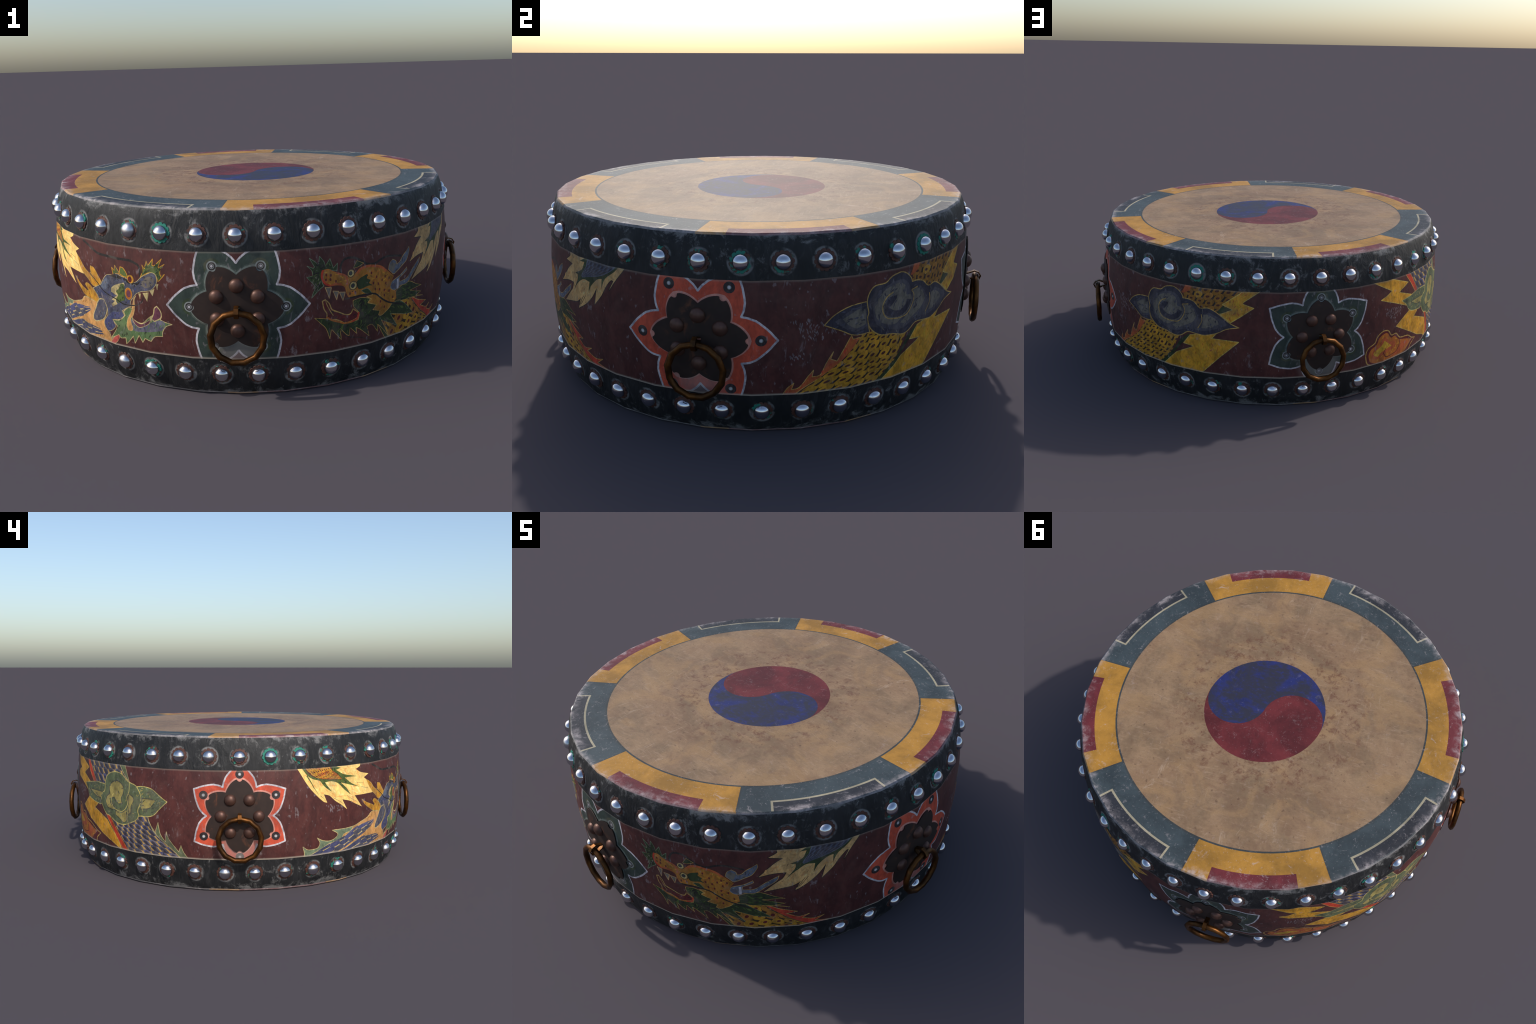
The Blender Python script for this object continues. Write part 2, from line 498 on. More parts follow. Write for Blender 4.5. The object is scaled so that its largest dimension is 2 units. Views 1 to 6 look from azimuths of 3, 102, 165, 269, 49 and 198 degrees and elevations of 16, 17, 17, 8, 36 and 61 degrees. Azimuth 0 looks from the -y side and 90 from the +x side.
C.hatch([(-139.3, 406), (-137.3, 387), (-134.7, 371), (-133.1, 361), (-132.7, 367), (-133.9, 386), (-133.3, 395), (-131.8, 390), (-129.7, 367), (-128.5, 342), (-129.5, 325), (-131.1, 329), (-133.7, 337), (-135.4, 351), (-137.9, 378)], "tangerine", 12, 22, 5, 140)
C.hatch([(-139.3, 406), (-137.3, 387), (-134.7, 371), (-133.1, 361), (-132.7, 367), (-133.9, 386), (-133.3, 395), (-131.8, 390), (-129.7, 367), (-128.5, 342), (-129.5, 325), (-131.1, 329), (-133.7, 337), (-135.4, 351), (-137.9, 378)], "lemon", 6, 20, 4, 140)
C.fill([(-118.1, 335), (-119.7, 315), (-119.3, 300), (-121.2, 275), (-123.5, 270), (-122.2, 245), (-123.3, 218), (-125.4, 182), (-122.2, 208), (-121.6, 196), (-120, 201), (-120.1, 174), (-118.9, 191), (-117.4, 217), (-117.2, 186), (-116.6, 199), (-115.5, 226), (-114.6, 198), (-113.7, 218), (-112, 210), (-110.8, 232), (-108.7, 237), (-108.6, 255), (-107.6, 280), (-105.9, 292), (-107.7, 298), (-108.9, 306), (-108.8, 321), (-109.6, 357), (-110.6, 325), (-111.9, 310), (-113.8, 283), (-115.3, 282), (-116.9, 293), (-117, 309), (-116.4, 336)], "jaw_green", "cream")
C.hatch([(-118.1, 335), (-119.7, 315), (-119.3, 300), (-121.2, 275), (-123.5, 270), (-122.2, 245), (-123.3, 218), (-125.4, 182), (-122.2, 208), (-121.6, 196), (-120, 201), (-120.1, 174), (-118.9, 191), (-117.4, 217), (-117.2, 186), (-116.6, 199), (-115.5, 226), (-114.6, 198), (-113.7, 218), (-112, 210), (-110.8, 232), (-108.7, 237), (-108.6, 255), (-107.6, 280), (-105.9, 292), (-107.7, 298), (-108.9, 306), (-108.8, 321), (-109.6, 357), (-110.6, 325), (-111.9, 310), (-113.8, 283), (-115.3, 282), (-116.9, 293), (-117, 309), (-116.4, 336)], "leaf_dark", 26, 26, 6, 80, 40)
C.hatch([(-118.1, 335), (-119.7, 315), (-119.3, 300), (-121.2, 275), (-123.5, 270), (-122.2, 245), (-123.3, 218), (-125.4, 182), (-122.2, 208), (-121.6, 196), (-120, 201), (-120.1, 174), (-118.9, 191), (-117.4, 217), (-117.2, 186), (-116.6, 199), (-115.5, 226), (-114.6, 198), (-113.7, 218), (-112, 210), (-110.8, 232), (-108.7, 237), (-108.6, 255), (-107.6, 280), (-105.9, 292), (-107.7, 298), (-108.9, 306), (-108.8, 321), (-109.6, 357), (-110.6, 325), (-111.9, 310), (-113.8, 283), (-115.3, 282), (-116.9, 293), (-117, 309), (-116.4, 336)], "sage", 26, 24, 5, 80, 40)
C.fill([(-117.4, 292), (-115.4, 262), (-113.2, 272), (-110.7, 296), (-108.5, 303), (-107.7, 292), (-108.7, 262), (-113, 247), (-115.9, 241), (-117.3, 243)], "jaw_grey")
C.hatch([(-117.4, 292), (-115.4, 262), (-113.2, 272), (-110.7, 296), (-108.5, 303), (-107.7, 292), (-108.7, 262), (-113, 247), (-115.9, 241), (-117.3, 243)], "slate", 16, 22, 5, 80)
C.hatch([(-117.4, 292), (-115.4, 262), (-113.2, 272), (-110.7, 296), (-108.5, 303), (-107.7, 292), (-108.7, 262), (-113, 247), (-115.9, 241), (-117.3, 243)], "jaw_green", 10, 22, 5, 80)
C.fill([(-117.1, 296), (-115.5, 280), (-113.9, 280), (-111.5, 304), (-112, 285), (-114, 266), (-115.4, 262), (-116.7, 278)], "mauve", "cream", 1.6)
C.fill([(-109.6, 360), (-108.7, 340), (-108.7, 315), (-110.5, 297), (-111.3, 305), (-110.6, 328), (-110.3, 350)], "mauve", "cream", 3)
C.fill([(-122.1, 462), (-122.5, 490), (-121.7, 479), (-121.5, 500), (-120.7, 484), (-120.1, 473), (-119.8, 497), (-118.9, 494), (-118, 478), (-117.5, 461), (-118.7, 460), (-120.4, 470)], "leaf", "ochre", 2.4)
C.fill([(-113.8, 463), (-113.2, 482), (-112.7, 495), (-113, 518), (-112.3, 505), (-111.8, 535), (-111.4, 518), (-110.1, 545), (-110.3, 522), (-109.7, 520), (-107.8, 548), (-108.6, 521), (-108.7, 512), (-107.1, 528), (-108.1, 510), (-108.3, 492), (-108.1, 480), (-107.1, 489), (-108.2, 469), (-108.9, 459), (-109.3, 479), (-110.7, 492), (-112.5, 481)], "leaf", "ochre", 2.0)
C.hatch([(-113.8, 463), (-113.2, 482), (-112.7, 495), (-113, 518), (-112.3, 505), (-111.8, 535), (-111.4, 518), (-110.1, 545), (-110.3, 522), (-109.7, 520), (-107.8, 548), (-108.6, 521), (-108.7, 512), (-107.1, 528), (-108.1, 510), (-108.3, 492), (-108.1, 480), (-107.1, 489), (-108.2, 469), (-108.9, 459), (-109.3, 479), (-110.7, 492), (-112.5, 481)], "leaf_dark", 24, 20, 6, 70, 50)
C.hatch([(-113.8, 463), (-113.2, 482), (-112.7, 495), (-113, 518), (-112.3, 505), (-111.8, 535), (-111.4, 518), (-110.1, 545), (-110.3, 522), (-109.7, 520), (-107.8, 548), (-108.6, 521), (-108.7, 512), (-107.1, 528), (-108.1, 510), (-108.3, 492), (-108.1, 480), (-107.1, 489), (-108.2, 469), (-108.9, 459), (-109.3, 479), (-110.7, 492), (-112.5, 481)], "jaw_green", 10, 16, 4, 70, 50)
C.fill([(-127.1, 408), (-126.4, 423), (-125.2, 446), (-123.9, 458), (-122.1, 460), (-121.1, 468), (-119.5, 460), (-117.8, 454), (-116.4, 442), (-115, 448), (-113.7, 466), (-113, 474), (-111.7, 485), (-110.5, 492), (-109.5, 485), (-109.2, 464), (-109.5, 446), (-110.3, 430), (-111.4, 419), (-113.6, 412), (-115.3, 398), (-116.3, 380), (-117.1, 363), (-117, 344), (-118, 338), (-120.1, 317), (-119.5, 299), (-120.9, 279), (-123.5, 272), (-122.7, 244), (-124.1, 223), (-126.2, 210), (-127.2, 227), (-127.2, 251), (-125.5, 281), (-125.2, 311), (-125.9, 335), (-127, 347), (-128.4, 342), (-128.9, 357), (-130.6, 381), (-128.5, 397)], "slate", "cream", 1.4)
# blue wash on the lower cheek, ink on the brow and the snout
C.fill([(-126.2, 214), (-127, 250), (-124.8, 285), (-121, 310), (-119.8, 298), (-121, 281), (-123.9, 274), (-122.9, 246), (-124.2, 226)], "blue")
C.fill([(-123.6, 455), (-121.2, 463), (-117.8, 450), (-115.2, 443), (-113.6, 455), (-114.6, 436), (-117, 434), (-119.5, 447), (-122, 450)], "ink")
C.fill([(-112.9, 462), (-111, 476), (-109.9, 468), (-110.2, 444), (-112, 430), (-113.6, 436)], "storm")
C.fill([(-126.3, 420), (-124.6, 444), (-123.6, 436), (-124.2, 410), (-125.4, 392), (-127, 398)], "steel")
C.fill([(-128.6, 376), (-126.5, 392), (-124.9, 372), (-124.6, 340), (-126.4, 352)], "blue_scale")
C.hatch([(-127.1, 408), (-126.4, 423), (-125.2, 446), (-123.9, 458), (-122.1, 460), (-121.1, 468), (-119.5, 460), (-117.8, 454), (-116.4, 442), (-115, 448), (-113.7, 466), (-113, 474), (-111.7, 485), (-110.5, 492), (-109.5, 485), (-109.2, 464), (-109.5, 446), (-110.3, 430), (-111.4, 419), (-113.6, 412), (-115.3, 398), (-116.3, 380), (-117.1, 363), (-117, 344), (-118, 338), (-120.1, 317), (-119.5, 299), (-120.9, 279), (-123.5, 272), (-122.7, 244), (-124.1, 223), (-126.2, 210), (-127.2, 227), (-127.2, 251), (-125.5, 281), (-125.2, 311), (-125.9, 335), (-127, 347), (-128.4, 342), (-128.9, 357), (-130.6, 381), (-128.5, 397)], "night", 70, 16, 5, 60, 90)
C.hatch([(-127.1, 408), (-126.4, 423), (-125.2, 446), (-123.9, 458), (-122.1, 460), (-121.1, 468), (-119.5, 460), (-117.8, 454), (-116.4, 442), (-115, 448), (-113.7, 466), (-113, 474), (-111.7, 485), (-110.5, 492), (-109.5, 485), (-109.2, 464), (-109.5, 446), (-110.3, 430), (-111.4, 419), (-113.6, 412), (-115.3, 398), (-116.3, 380), (-117.1, 363), (-117, 344), (-118, 338), (-120.1, 317), (-119.5, 299), (-120.9, 279), (-123.5, 272), (-122.7, 244), (-124.1, 223), (-126.2, 210), (-127.2, 227), (-127.2, 251), (-125.5, 281), (-125.2, 311), (-125.9, 335), (-127, 347), (-128.4, 342), (-128.9, 357), (-130.6, 381), (-128.5, 397)], "steel", 36, 18, 5, 60, 90)
C.hatch([(-127.1, 408), (-126.4, 423), (-125.2, 446), (-123.9, 458), (-122.1, 460), (-121.1, 468), (-119.5, 460), (-117.8, 454), (-116.4, 442), (-115, 448), (-113.7, 466), (-113, 474), (-111.7, 485), (-110.5, 492), (-109.5, 485), (-109.2, 464), (-109.5, 446), (-110.3, 430), (-111.4, 419), (-113.6, 412), (-115.3, 398), (-116.3, 380), (-117.1, 363), (-117, 344), (-118, 338), (-120.1, 317), (-119.5, 299), (-120.9, 279), (-123.5, 272), (-122.7, 244), (-124.1, 223), (-126.2, 210), (-127.2, 227), (-127.2, 251), (-125.5, 281), (-125.2, 311), (-125.9, 335), (-127, 347), (-128.4, 342), (-128.9, 357), (-130.6, 381), (-128.5, 397)], "blue", 30, 22, 7, 70, 60)
C.hatch([(-127.1, 408), (-126.4, 423), (-125.2, 446), (-123.9, 458), (-122.1, 460), (-121.1, 468), (-119.5, 460), (-117.8, 454), (-116.4, 442), (-115, 448), (-113.7, 466), (-113, 474), (-111.7, 485), (-110.5, 492), (-109.5, 485), (-109.2, 464), (-109.5, 446), (-110.3, 430), (-111.4, 419), (-113.6, 412), (-115.3, 398), (-116.3, 380), (-117.1, 363), (-117, 344), (-118, 338), (-120.1, 317), (-119.5, 299), (-120.9, 279), (-123.5, 272), (-122.7, 244), (-124.1, 223), (-126.2, 210), (-127.2, 227), (-127.2, 251), (-125.5, 281), (-125.2, 311), (-125.9, 335), (-127, 347), (-128.4, 342), (-128.9, 357), (-130.6, 381), (-128.5, 397)], "storm", 18, 16, 5, 30, 90)
C.fill([(-123, 405), (-121.6, 421), (-118.9, 436), (-118.6, 425), (-119.9, 425), (-120.5, 408), (-121.6, 396), (-120.9, 378), (-121.8, 357), (-121.4, 342), (-123, 328), (-123.4, 337), (-122.1, 353), (-123.3, 356), (-121.4, 377), (-123.1, 389)], "cream")
C.fill([(-119.9, 428), (-118.9, 430), (-118.8, 412), (-118.9, 364), (-119.8, 359), (-121.1, 346), (-121.8, 360), (-120.9, 381), (-121.6, 392), (-120.5, 411)], "leaf")
C.hatch([(-119.9, 428), (-118.9, 430), (-118.8, 412), (-118.9, 364), (-119.8, 359), (-121.1, 346), (-121.8, 360), (-120.9, 381), (-121.6, 392), (-120.5, 411)], "leaf_dark", 12, 18, 6, 80)
C.fill([(-128, 343), (-126.4, 346), (-125.4, 320), (-125.7, 293), (-127.3, 260), (-130.6, 237), (-131.9, 242), (-131.6, 264), (-130.1, 300), (-129.2, 326)], "slate", "cream", 3)
C.hatch([(-128, 343), (-126.4, 346), (-125.4, 320), (-125.7, 293), (-127.3, 260), (-130.6, 237), (-131.9, 242), (-131.6, 264), (-130.1, 300), (-129.2, 326)], "steel", 12, 22, 5, 70)
C.hatch([(-128, 343), (-126.4, 346), (-125.4, 320), (-125.7, 293), (-127.3, 260), (-130.6, 237), (-131.9, 242), (-131.6, 264), (-130.1, 300), (-129.2, 326)], "storm", 8, 18, 5, 70)
C.fill([(-115.3, 392), (-115.9, 372), (-116, 340), (-116.7, 307), (-117.6, 291), (-117.5, 272), (-117.2, 250), (-117.8, 238), (-118.8, 239), (-119.1, 258), (-118.5, 289), (-117.2, 321), (-116.5, 355), (-116.1, 378)], "tan", "cream", 1.2)
for centre in ((-129.2, 318), (-127.8, 310), (-130, 290), (-128.4, 282), (-127, 296), (-129.6, 262), (-128, 258), (-112.4, 470), (-111, 452), (-112.6, 446), (-110.6, 470)):
    C.oval(centre, 2.4, 4, "night", 7)
C.oval((-116.7, 455), 16, 17, "ochre")
C.oval((-116.9, 453), 10, 12, "wine")
C.oval((-117.6, 394), 18.5, 25, "ochre")
C.oval((-117.6, 394), 16, 22, "tangerine")
C.oval((-117.6, 394), 10.5, 15, "mauve")
for a, b, c in zip(*[iter([(-114.5, 403), (-114.1, 380), (-113.7, 404), (-113.2, 408), (-112, 375), (-111.5, 413), (-111.2, 418), (-110.5, 399), (-109.9, 430), (-109.6, 449), (-109.2, 425), (-108.8, 450), (-111.9, 310), (-111.2, 289), (-111.2, 314)])] * 3):
    C.fill([a, b, c], "cream", smooth=False)
C.fill([(-125.7, 163), (-124, 192), (-122.2, 208), (-122.1, 195), (-123.8, 165), (-126.4, 150)], "rose", "cream", 1.2)
C.stroke([(-131.4, 440), (-128.4, 410), (-126.1, 383), (-122.2, 365), (-119.4, 347), (-116, 350), (-113.8, 368), (-113, 392)], "ink", 4)

# ---- the flame-leaf tail that ends the golden dragon
C.part = "painted_tail"
C.fill([(-163.4, 594), (-162, 559), (-159.9, 505), (-157.7, 463), (-154.8, 422), (-153.3, 413), (-154.5, 455), (-152.5, 446), (-150.5, 419), (-148.4, 398), (-146, 370), (-147.1, 400), (-147.8, 421), (-144.8, 409), (-142.3, 390), (-139.3, 369), (-141, 401), (-142.6, 431), (-138.7, 430), (-134, 431), (-135.8, 461), (-137.2, 499), (-138.3, 513), (-136.1, 529), (-139.8, 542), (-141.9, 559), (-139.9, 571), (-141.7, 589)], "flame_cream")
C.hatch([(-163.4, 594), (-162, 559), (-159.9, 505), (-157.7, 463), (-154.8, 422), (-153.3, 413), (-154.5, 455), (-152.5, 446), (-150.5, 419), (-148.4, 398), (-146, 370), (-147.1, 400), (-147.8, 421), (-144.8, 409), (-142.3, 390), (-139.3, 369), (-141, 401), (-142.6, 431), (-138.7, 430), (-134, 431), (-135.8, 461), (-137.2, 499), (-138.3, 513), (-136.1, 529), (-139.8, 542), (-141.9, 559), (-139.9, 571), (-141.7, 589)], "tail_peach", 60, 42, 9, -40, 35)
C.hatch([(-163.4, 594), (-162, 559), (-159.9, 505), (-157.7, 463), (-154.8, 422), (-153.3, 413), (-154.5, 455), (-152.5, 446), (-150.5, 419), (-148.4, 398), (-146, 370), (-147.1, 400), (-147.8, 421), (-144.8, 409), (-142.3, 390), (-139.3, 369), (-141, 401), (-142.6, 431), (-138.7, 430), (-134, 431), (-135.8, 461), (-137.2, 499), (-138.3, 513), (-136.1, 529), (-139.8, 542), (-141.9, 559), (-139.9, 571), (-141.7, 589)], "tail_light", 40, 36, 7, -40, 35)
C.hatch([(-163.4, 594), (-162, 559), (-159.9, 505), (-157.7, 463), (-154.8, 422), (-153.3, 413), (-154.5, 455), (-152.5, 446), (-150.5, 419), (-148.4, 398), (-146, 370), (-147.1, 400), (-147.8, 421), (-144.8, 409), (-142.3, 390), (-139.3, 369), (-141, 401), (-142.6, 431), (-138.7, 430), (-134, 431), (-135.8, 461), (-137.2, 499), (-138.3, 513), (-136.1, 529), (-139.8, 542), (-141.9, 559), (-139.9, 571), (-141.7, 589)], "straw", 14, 22, 2.5, -35, 20)
C.fill([(-161.9, 593), (-160, 551), (-158.1, 531), (-155.9, 521), (-154.7, 499), (-153.3, 480), (-151.5, 463), (-153.2, 494), (-154, 511), (-151.9, 514), (-149.4, 502), (-146.9, 465), (-144.4, 439), (-146.4, 477), (-148.4, 504), (-144.8, 488), (-140.1, 469), (-143.9, 493), (-146.8, 525), (-144.7, 526), (-141.5, 524), (-144.3, 533), (-147.2, 543), (-149.9, 566), (-148.1, 574), (-151.6, 588)], "leaf")
C.hatch([(-161.9, 593), (-160, 551), (-158.1, 531), (-155.9, 521), (-154.7, 499), (-153.3, 480), (-151.5, 463), (-153.2, 494), (-154, 511), (-151.9, 514), (-149.4, 502), (-146.9, 465), (-144.4, 439), (-146.4, 477), (-148.4, 504), (-144.8, 488), (-140.1, 469), (-143.9, 493), (-146.8, 525), (-144.7, 526), (-141.5, 524), (-144.3, 533), (-147.2, 543), (-149.9, 566), (-148.1, 574), (-151.6, 588)], "leaf_dark", 30, 26, 6, -35, 40)
C.hatch([(-161.9, 593), (-160, 551), (-158.1, 531), (-155.9, 521), (-154.7, 499), (-153.3, 480), (-151.5, 463), (-153.2, 494), (-154, 511), (-151.9, 514), (-149.4, 502), (-146.9, 465), (-144.4, 439), (-146.4, 477), (-148.4, 504), (-144.8, 488), (-140.1, 469), (-143.9, 493), (-146.8, 525), (-144.7, 526), (-141.5, 524), (-144.3, 533), (-147.2, 543), (-149.9, 566), (-148.1, 574), (-151.6, 588)], "jaw_green", 14, 20, 4, -35, 40)
C.fill([(-161.1, 592), (-159.5, 557), (-157.6, 539), (-155.2, 529), (-151.4, 521), (-147.6, 518), (-149, 542), (-151.2, 564), (-152.4, 589)], "brown")
C.scales([(-161.1, 592), (-157, 536), (-151, 523), (-147.8, 520)], [(-152.6, 592), (-151.2, 564), (-149.4, 545), (-148.4, 528)], 8, 5, ["ochre", "tangerine"], "wine", "brown", size=0.86, rag=0.1)
C.stroke([(-160, 548), (-158.8, 517), (-157.7, 486), (-156.3, 455)], "leaf", 5, taper=True)
for pts in ([(-155.8, 450), (-154.8, 439), (-153.8, 424)], [(-146.1, 439), (-144.5, 422), (-141.6, 399)], [(-139.7, 469), (-136.5, 457)], [(-150.9, 432), (-148.6, 412), (-147.2, 396)], [(-141.6, 492), (-138.6, 485)]):
    C.stroke(pts, "brown", 1.2)

# ---- the golden dragon's head
C.part = "painted_dragon.001"
C.fill([(-53.5, 242), (-51.9, 203), (-50.4, 150), (-49, 132), (-46.4, 131), (-40.4, 133), (-34.4, 134), (-30, 145), (-33.7, 190), (-36.4, 218), (-39.6, 261), (-42.2, 302), (-46.4, 315), (-50.1, 286)], "scale_gap")
C.scales([(-51.5, 296), (-47, 312), (-42.4, 300), (-39.6, 262), (-36.4, 218), (-33.7, 190), (-29.5, 150)], [(-54.2, 240), (-51.6, 190), (-49.6, 140), (-45.5, 128), (-40.5, 128), (-35, 128), (-30, 128)], 9, 3, ["gold_scale", "orange"], "wine", "scale_gap", size=0.84, up=-1, rag=0.1)
C.fill([(-42.2, 302), (-40.3, 290), (-38.3, 274), (-34.1, 254), (-36.8, 243), (-33.7, 221), (-31, 227), (-32.9, 209), (-29.9, 190), (-27, 200), (-29.4, 174), (-25.7, 162), (-28.3, 152), (-30.4, 153), (-33.7, 190), (-36.4, 218), (-39.6, 261)], "vermilion", "pale_gold", 2)
C.stroke([(-42.2, 300), (-39.6, 260), (-36.4, 217), (-33.7, 189), (-30, 152)], "ink", 2.6)
C.fill([(-54.3, 236), (-53.5, 214), (-50.5, 147), (-48.9, 149), (-51, 190), (-53, 239)], "leaf_dark", "pale_gold", 1.4)
C.stroke([(-65.4, 475), (-65.4, 501), (-64.5, 523), (-63, 528), (-61.3, 523), (-59.7, 509), (-58, 493), (-55.8, 489), (-53.7, 499), (-51.3, 504), (-46.7, 493)], "ink", 7.5)
C.stroke([(-65.5, 245), (-63.2, 211), (-59.1, 194), (-55.8, 169)], "ink", 3)
C.fill([(-48.7, 344), (-47.3, 363), (-45.1, 376), (-45.5, 369), (-43.1, 374), (-40, 351), (-37.1, 334), (-40.1, 334), (-42.7, 333), (-39.5, 316), (-37.1, 306), (-39.6, 298), (-36, 284), (-42, 300), (-45.7, 304), (-47.1, 305), (-50.1, 303), (-48.7, 323)], "leaf_dark", "pale_gold", 1.4)
C.hatch([(-48.7, 344), (-47.3, 363), (-45.1, 376), (-45.5, 369), (-43.1, 374), (-40, 351), (-37.1, 334), (-40.1, 334), (-42.7, 333), (-39.5, 316), (-37.1, 306), (-39.6, 298), (-36, 284), (-42, 300), (-45.7, 304), (-47.1, 305), (-50.1, 303), (-48.7, 323)], "ink", 20, 34, 6, -15)
C.hatch([(-48.7, 344), (-47.3, 363), (-45.1, 376), (-45.5, 369), (-43.1, 374), (-40, 351), (-37.1, 334), (-40.1, 334), (-42.7, 333), (-39.5, 316), (-37.1, 306), (-39.6, 298), (-36, 284), (-42, 300), (-45.7, 304), (-47.1, 305), (-50.1, 303), (-48.7, 323)], "leaf", 20, 32, 5, -15)
C.fill([(-72, 310), (-70.5, 286), (-69.1, 261), (-68.1, 217), (-67.8, 258), (-66.5, 232), (-64.9, 203), (-65.5, 254), (-63.7, 223), (-62.8, 213), (-62.7, 249), (-60.6, 216), (-60.9, 243), (-59.4, 228), (-56.9, 193), (-57.8, 237), (-56.3, 241), (-54.2, 202), (-54.4, 234), (-52.9, 214), (-50, 163), (-51.9, 216), (-53.2, 248), (-47.9, 210), (-50, 262), (-41.3, 231), (-44.4, 276), (-46.9, 309), (-49.7, 303), (-51.5, 278), (-53.3, 268), (-53.9, 290), (-56.3, 303), (-55.1, 320), (-57.9, 336), (-57.1, 352), (-59.7, 363), (-62, 357), (-61.8, 331), (-60.2, 302), (-60.4, 274), (-63.8, 268), (-66.8, 290), (-69.2, 302)], "leaf_dark", "pale_gold", 1.6)
C.hatch([(-72, 310), (-70.5, 286), (-69.1, 261), (-68.1, 217), (-67.8, 258), (-66.5, 232), (-64.9, 203), (-65.5, 254), (-63.7, 223), (-62.8, 213), (-62.7, 249), (-60.6, 216), (-60.9, 243), (-59.4, 228), (-56.9, 193), (-57.8, 237), (-56.3, 241), (-54.2, 202), (-54.4, 234), (-52.9, 214), (-50, 163), (-51.9, 216), (-53.2, 248), (-47.9, 210), (-50, 262), (-41.3, 231), (-44.4, 276), (-46.9, 309), (-49.7, 303), (-51.5, 278), (-53.3, 268), (-53.9, 290), (-56.3, 303), (-55.1, 320), (-57.9, 336), (-57.1, 352), (-59.7, 363), (-62, 357), (-61.8, 331), (-60.2, 302), (-60.4, 274), (-63.8, 268), (-66.8, 290), (-69.2, 302)], "ink", 60, 28, 7, 60, 60)
C.hatch([(-72, 310), (-70.5, 286), (-69.1, 261), (-68.1, 217), (-67.8, 258), (-66.5, 232), (-64.9, 203), (-65.5, 254), (-63.7, 223), (-62.8, 213), (-62.7, 249), (-60.6, 216), (-60.9, 243), (-59.4, 228), (-56.9, 193), (-57.8, 237), (-56.3, 241), (-54.2, 202), (-54.4, 234), (-52.9, 214), (-50, 163), (-51.9, 216), (-53.2, 248), (-47.9, 210), (-50, 262), (-41.3, 231), (-44.4, 276), (-46.9, 309), (-49.7, 303), (-51.5, 278), (-53.3, 268), (-53.9, 290), (-56.3, 303), (-55.1, 320), (-57.9, 336), (-57.1, 352), (-59.7, 363), (-62, 357), (-61.8, 331), (-60.2, 302), (-60.4, 274), (-63.8, 268), (-66.8, 290), (-69.2, 302)], "leaf", 50, 26, 5, 60, 60)
C.fill([(-50.1, 299), (-47.1, 305), (-44.3, 279), (-40.6, 228), (-43.9, 237), (-45.9, 246), (-50.2, 264), (-48.9, 235), (-47.2, 199), (-50.4, 226), (-53.1, 248), (-53.9, 269)], "leaf_dark", "sage", 1.2)
C.hatch([(-50.1, 299), (-47.1, 305), (-44.3, 279), (-40.6, 228), (-43.9, 237), (-45.9, 246), (-50.2, 264), (-48.9, 235), (-47.2, 199), (-50.4, 226), (-53.1, 248), (-53.9, 269)], "leaf", 14, 30, 5, -30)
C.hatch([(-50.1, 299), (-47.1, 305), (-44.3, 279), (-40.6, 228), (-43.9, 237), (-45.9, 246), (-50.2, 264), (-48.9, 235), (-47.2, 199), (-50.4, 226), (-53.1, 248), (-53.9, 269)], "ink", 12, 26, 5, -30)
C.fill([(-72.7, 391), (-72.3, 411), (-71.6, 431), (-72.5, 450), (-73.8, 473), (-72.3, 476), (-72.6, 497), (-73.7, 516), (-72.2, 505), (-71.9, 510), (-73.1, 545), (-71.6, 527), (-70.9, 515), (-70.6, 548), (-69.6, 527), (-69.3, 509), (-68.1, 536), (-67.6, 510), (-67.4, 498), (-66.2, 515), (-66.4, 486), (-67.2, 488), (-68.6, 496), (-69.9, 493), (-70.3, 473), (-70.1, 446), (-69.7, 434), (-71, 418)], "leaf_dark", "sage", 1.6)
C.hatch([(-72.7, 391), (-72.3, 411), (-71.6, 431), (-72.5, 450), (-73.8, 473), (-72.3, 476), (-72.6, 497), (-73.7, 516), (-72.2, 505), (-71.9, 510), (-73.1, 545), (-71.6, 527), (-70.9, 515), (-70.6, 548), (-69.6, 527), (-69.3, 509), (-68.1, 536), (-67.6, 510), (-67.4, 498), (-66.2, 515), (-66.4, 486), (-67.2, 488), (-68.6, 496), (-69.9, 493), (-70.3, 473), (-70.1, 446), (-69.7, 434), (-71, 418)], "ink", 22, 20, 7, 70, 60)
C.hatch([(-72.7, 391), (-72.3, 411), (-71.6, 431), (-72.5, 450), (-73.8, 473), (-72.3, 476), (-72.6, 497), (-73.7, 516), (-72.2, 505), (-71.9, 510), (-73.1, 545), (-71.6, 527), (-70.9, 515), (-70.6, 548), (-69.6, 527), (-69.3, 509), (-68.1, 536), (-67.6, 510), (-67.4, 498), (-66.2, 515), (-66.4, 486), (-67.2, 488), (-68.6, 496), (-69.9, 493), (-70.3, 473), (-70.1, 446), (-69.7, 434), (-71, 418)], "leaf", 16, 18, 4, 70, 60)
C.hatch([(-72.4, 480), (-70.2, 470), (-70, 420), (-72.6, 400)], "storm", 12, 16, 5)
C.fill([(-62, 485), (-60.9, 512), (-59, 498), (-60.6, 487)], "leaf_dark", "pale_gold", 1.2)
C.fill([(-70.3, 473), (-69.9, 493), (-68.6, 496), (-67.5, 486), (-66.4, 478), (-65.4, 469), (-64, 460), (-62.1, 458), (-61, 467), (-60.1, 480), (-58.2, 487), (-56.3, 484), (-53.7, 472), (-51.6, 446), (-49.4, 417), (-50.4, 392), (-50.4, 370), (-48.7, 354), (-48.3, 321), (-49.7, 310), (-53, 338), (-55.7, 367), (-58.2, 374), (-60.6, 371), (-62.9, 372), (-63.8, 392), (-64.2, 415), (-65.2, 427), (-67.1, 432), (-68.4, 431), (-69.5, 445), (-70.1, 458)], "orange", "tangerine", 2)
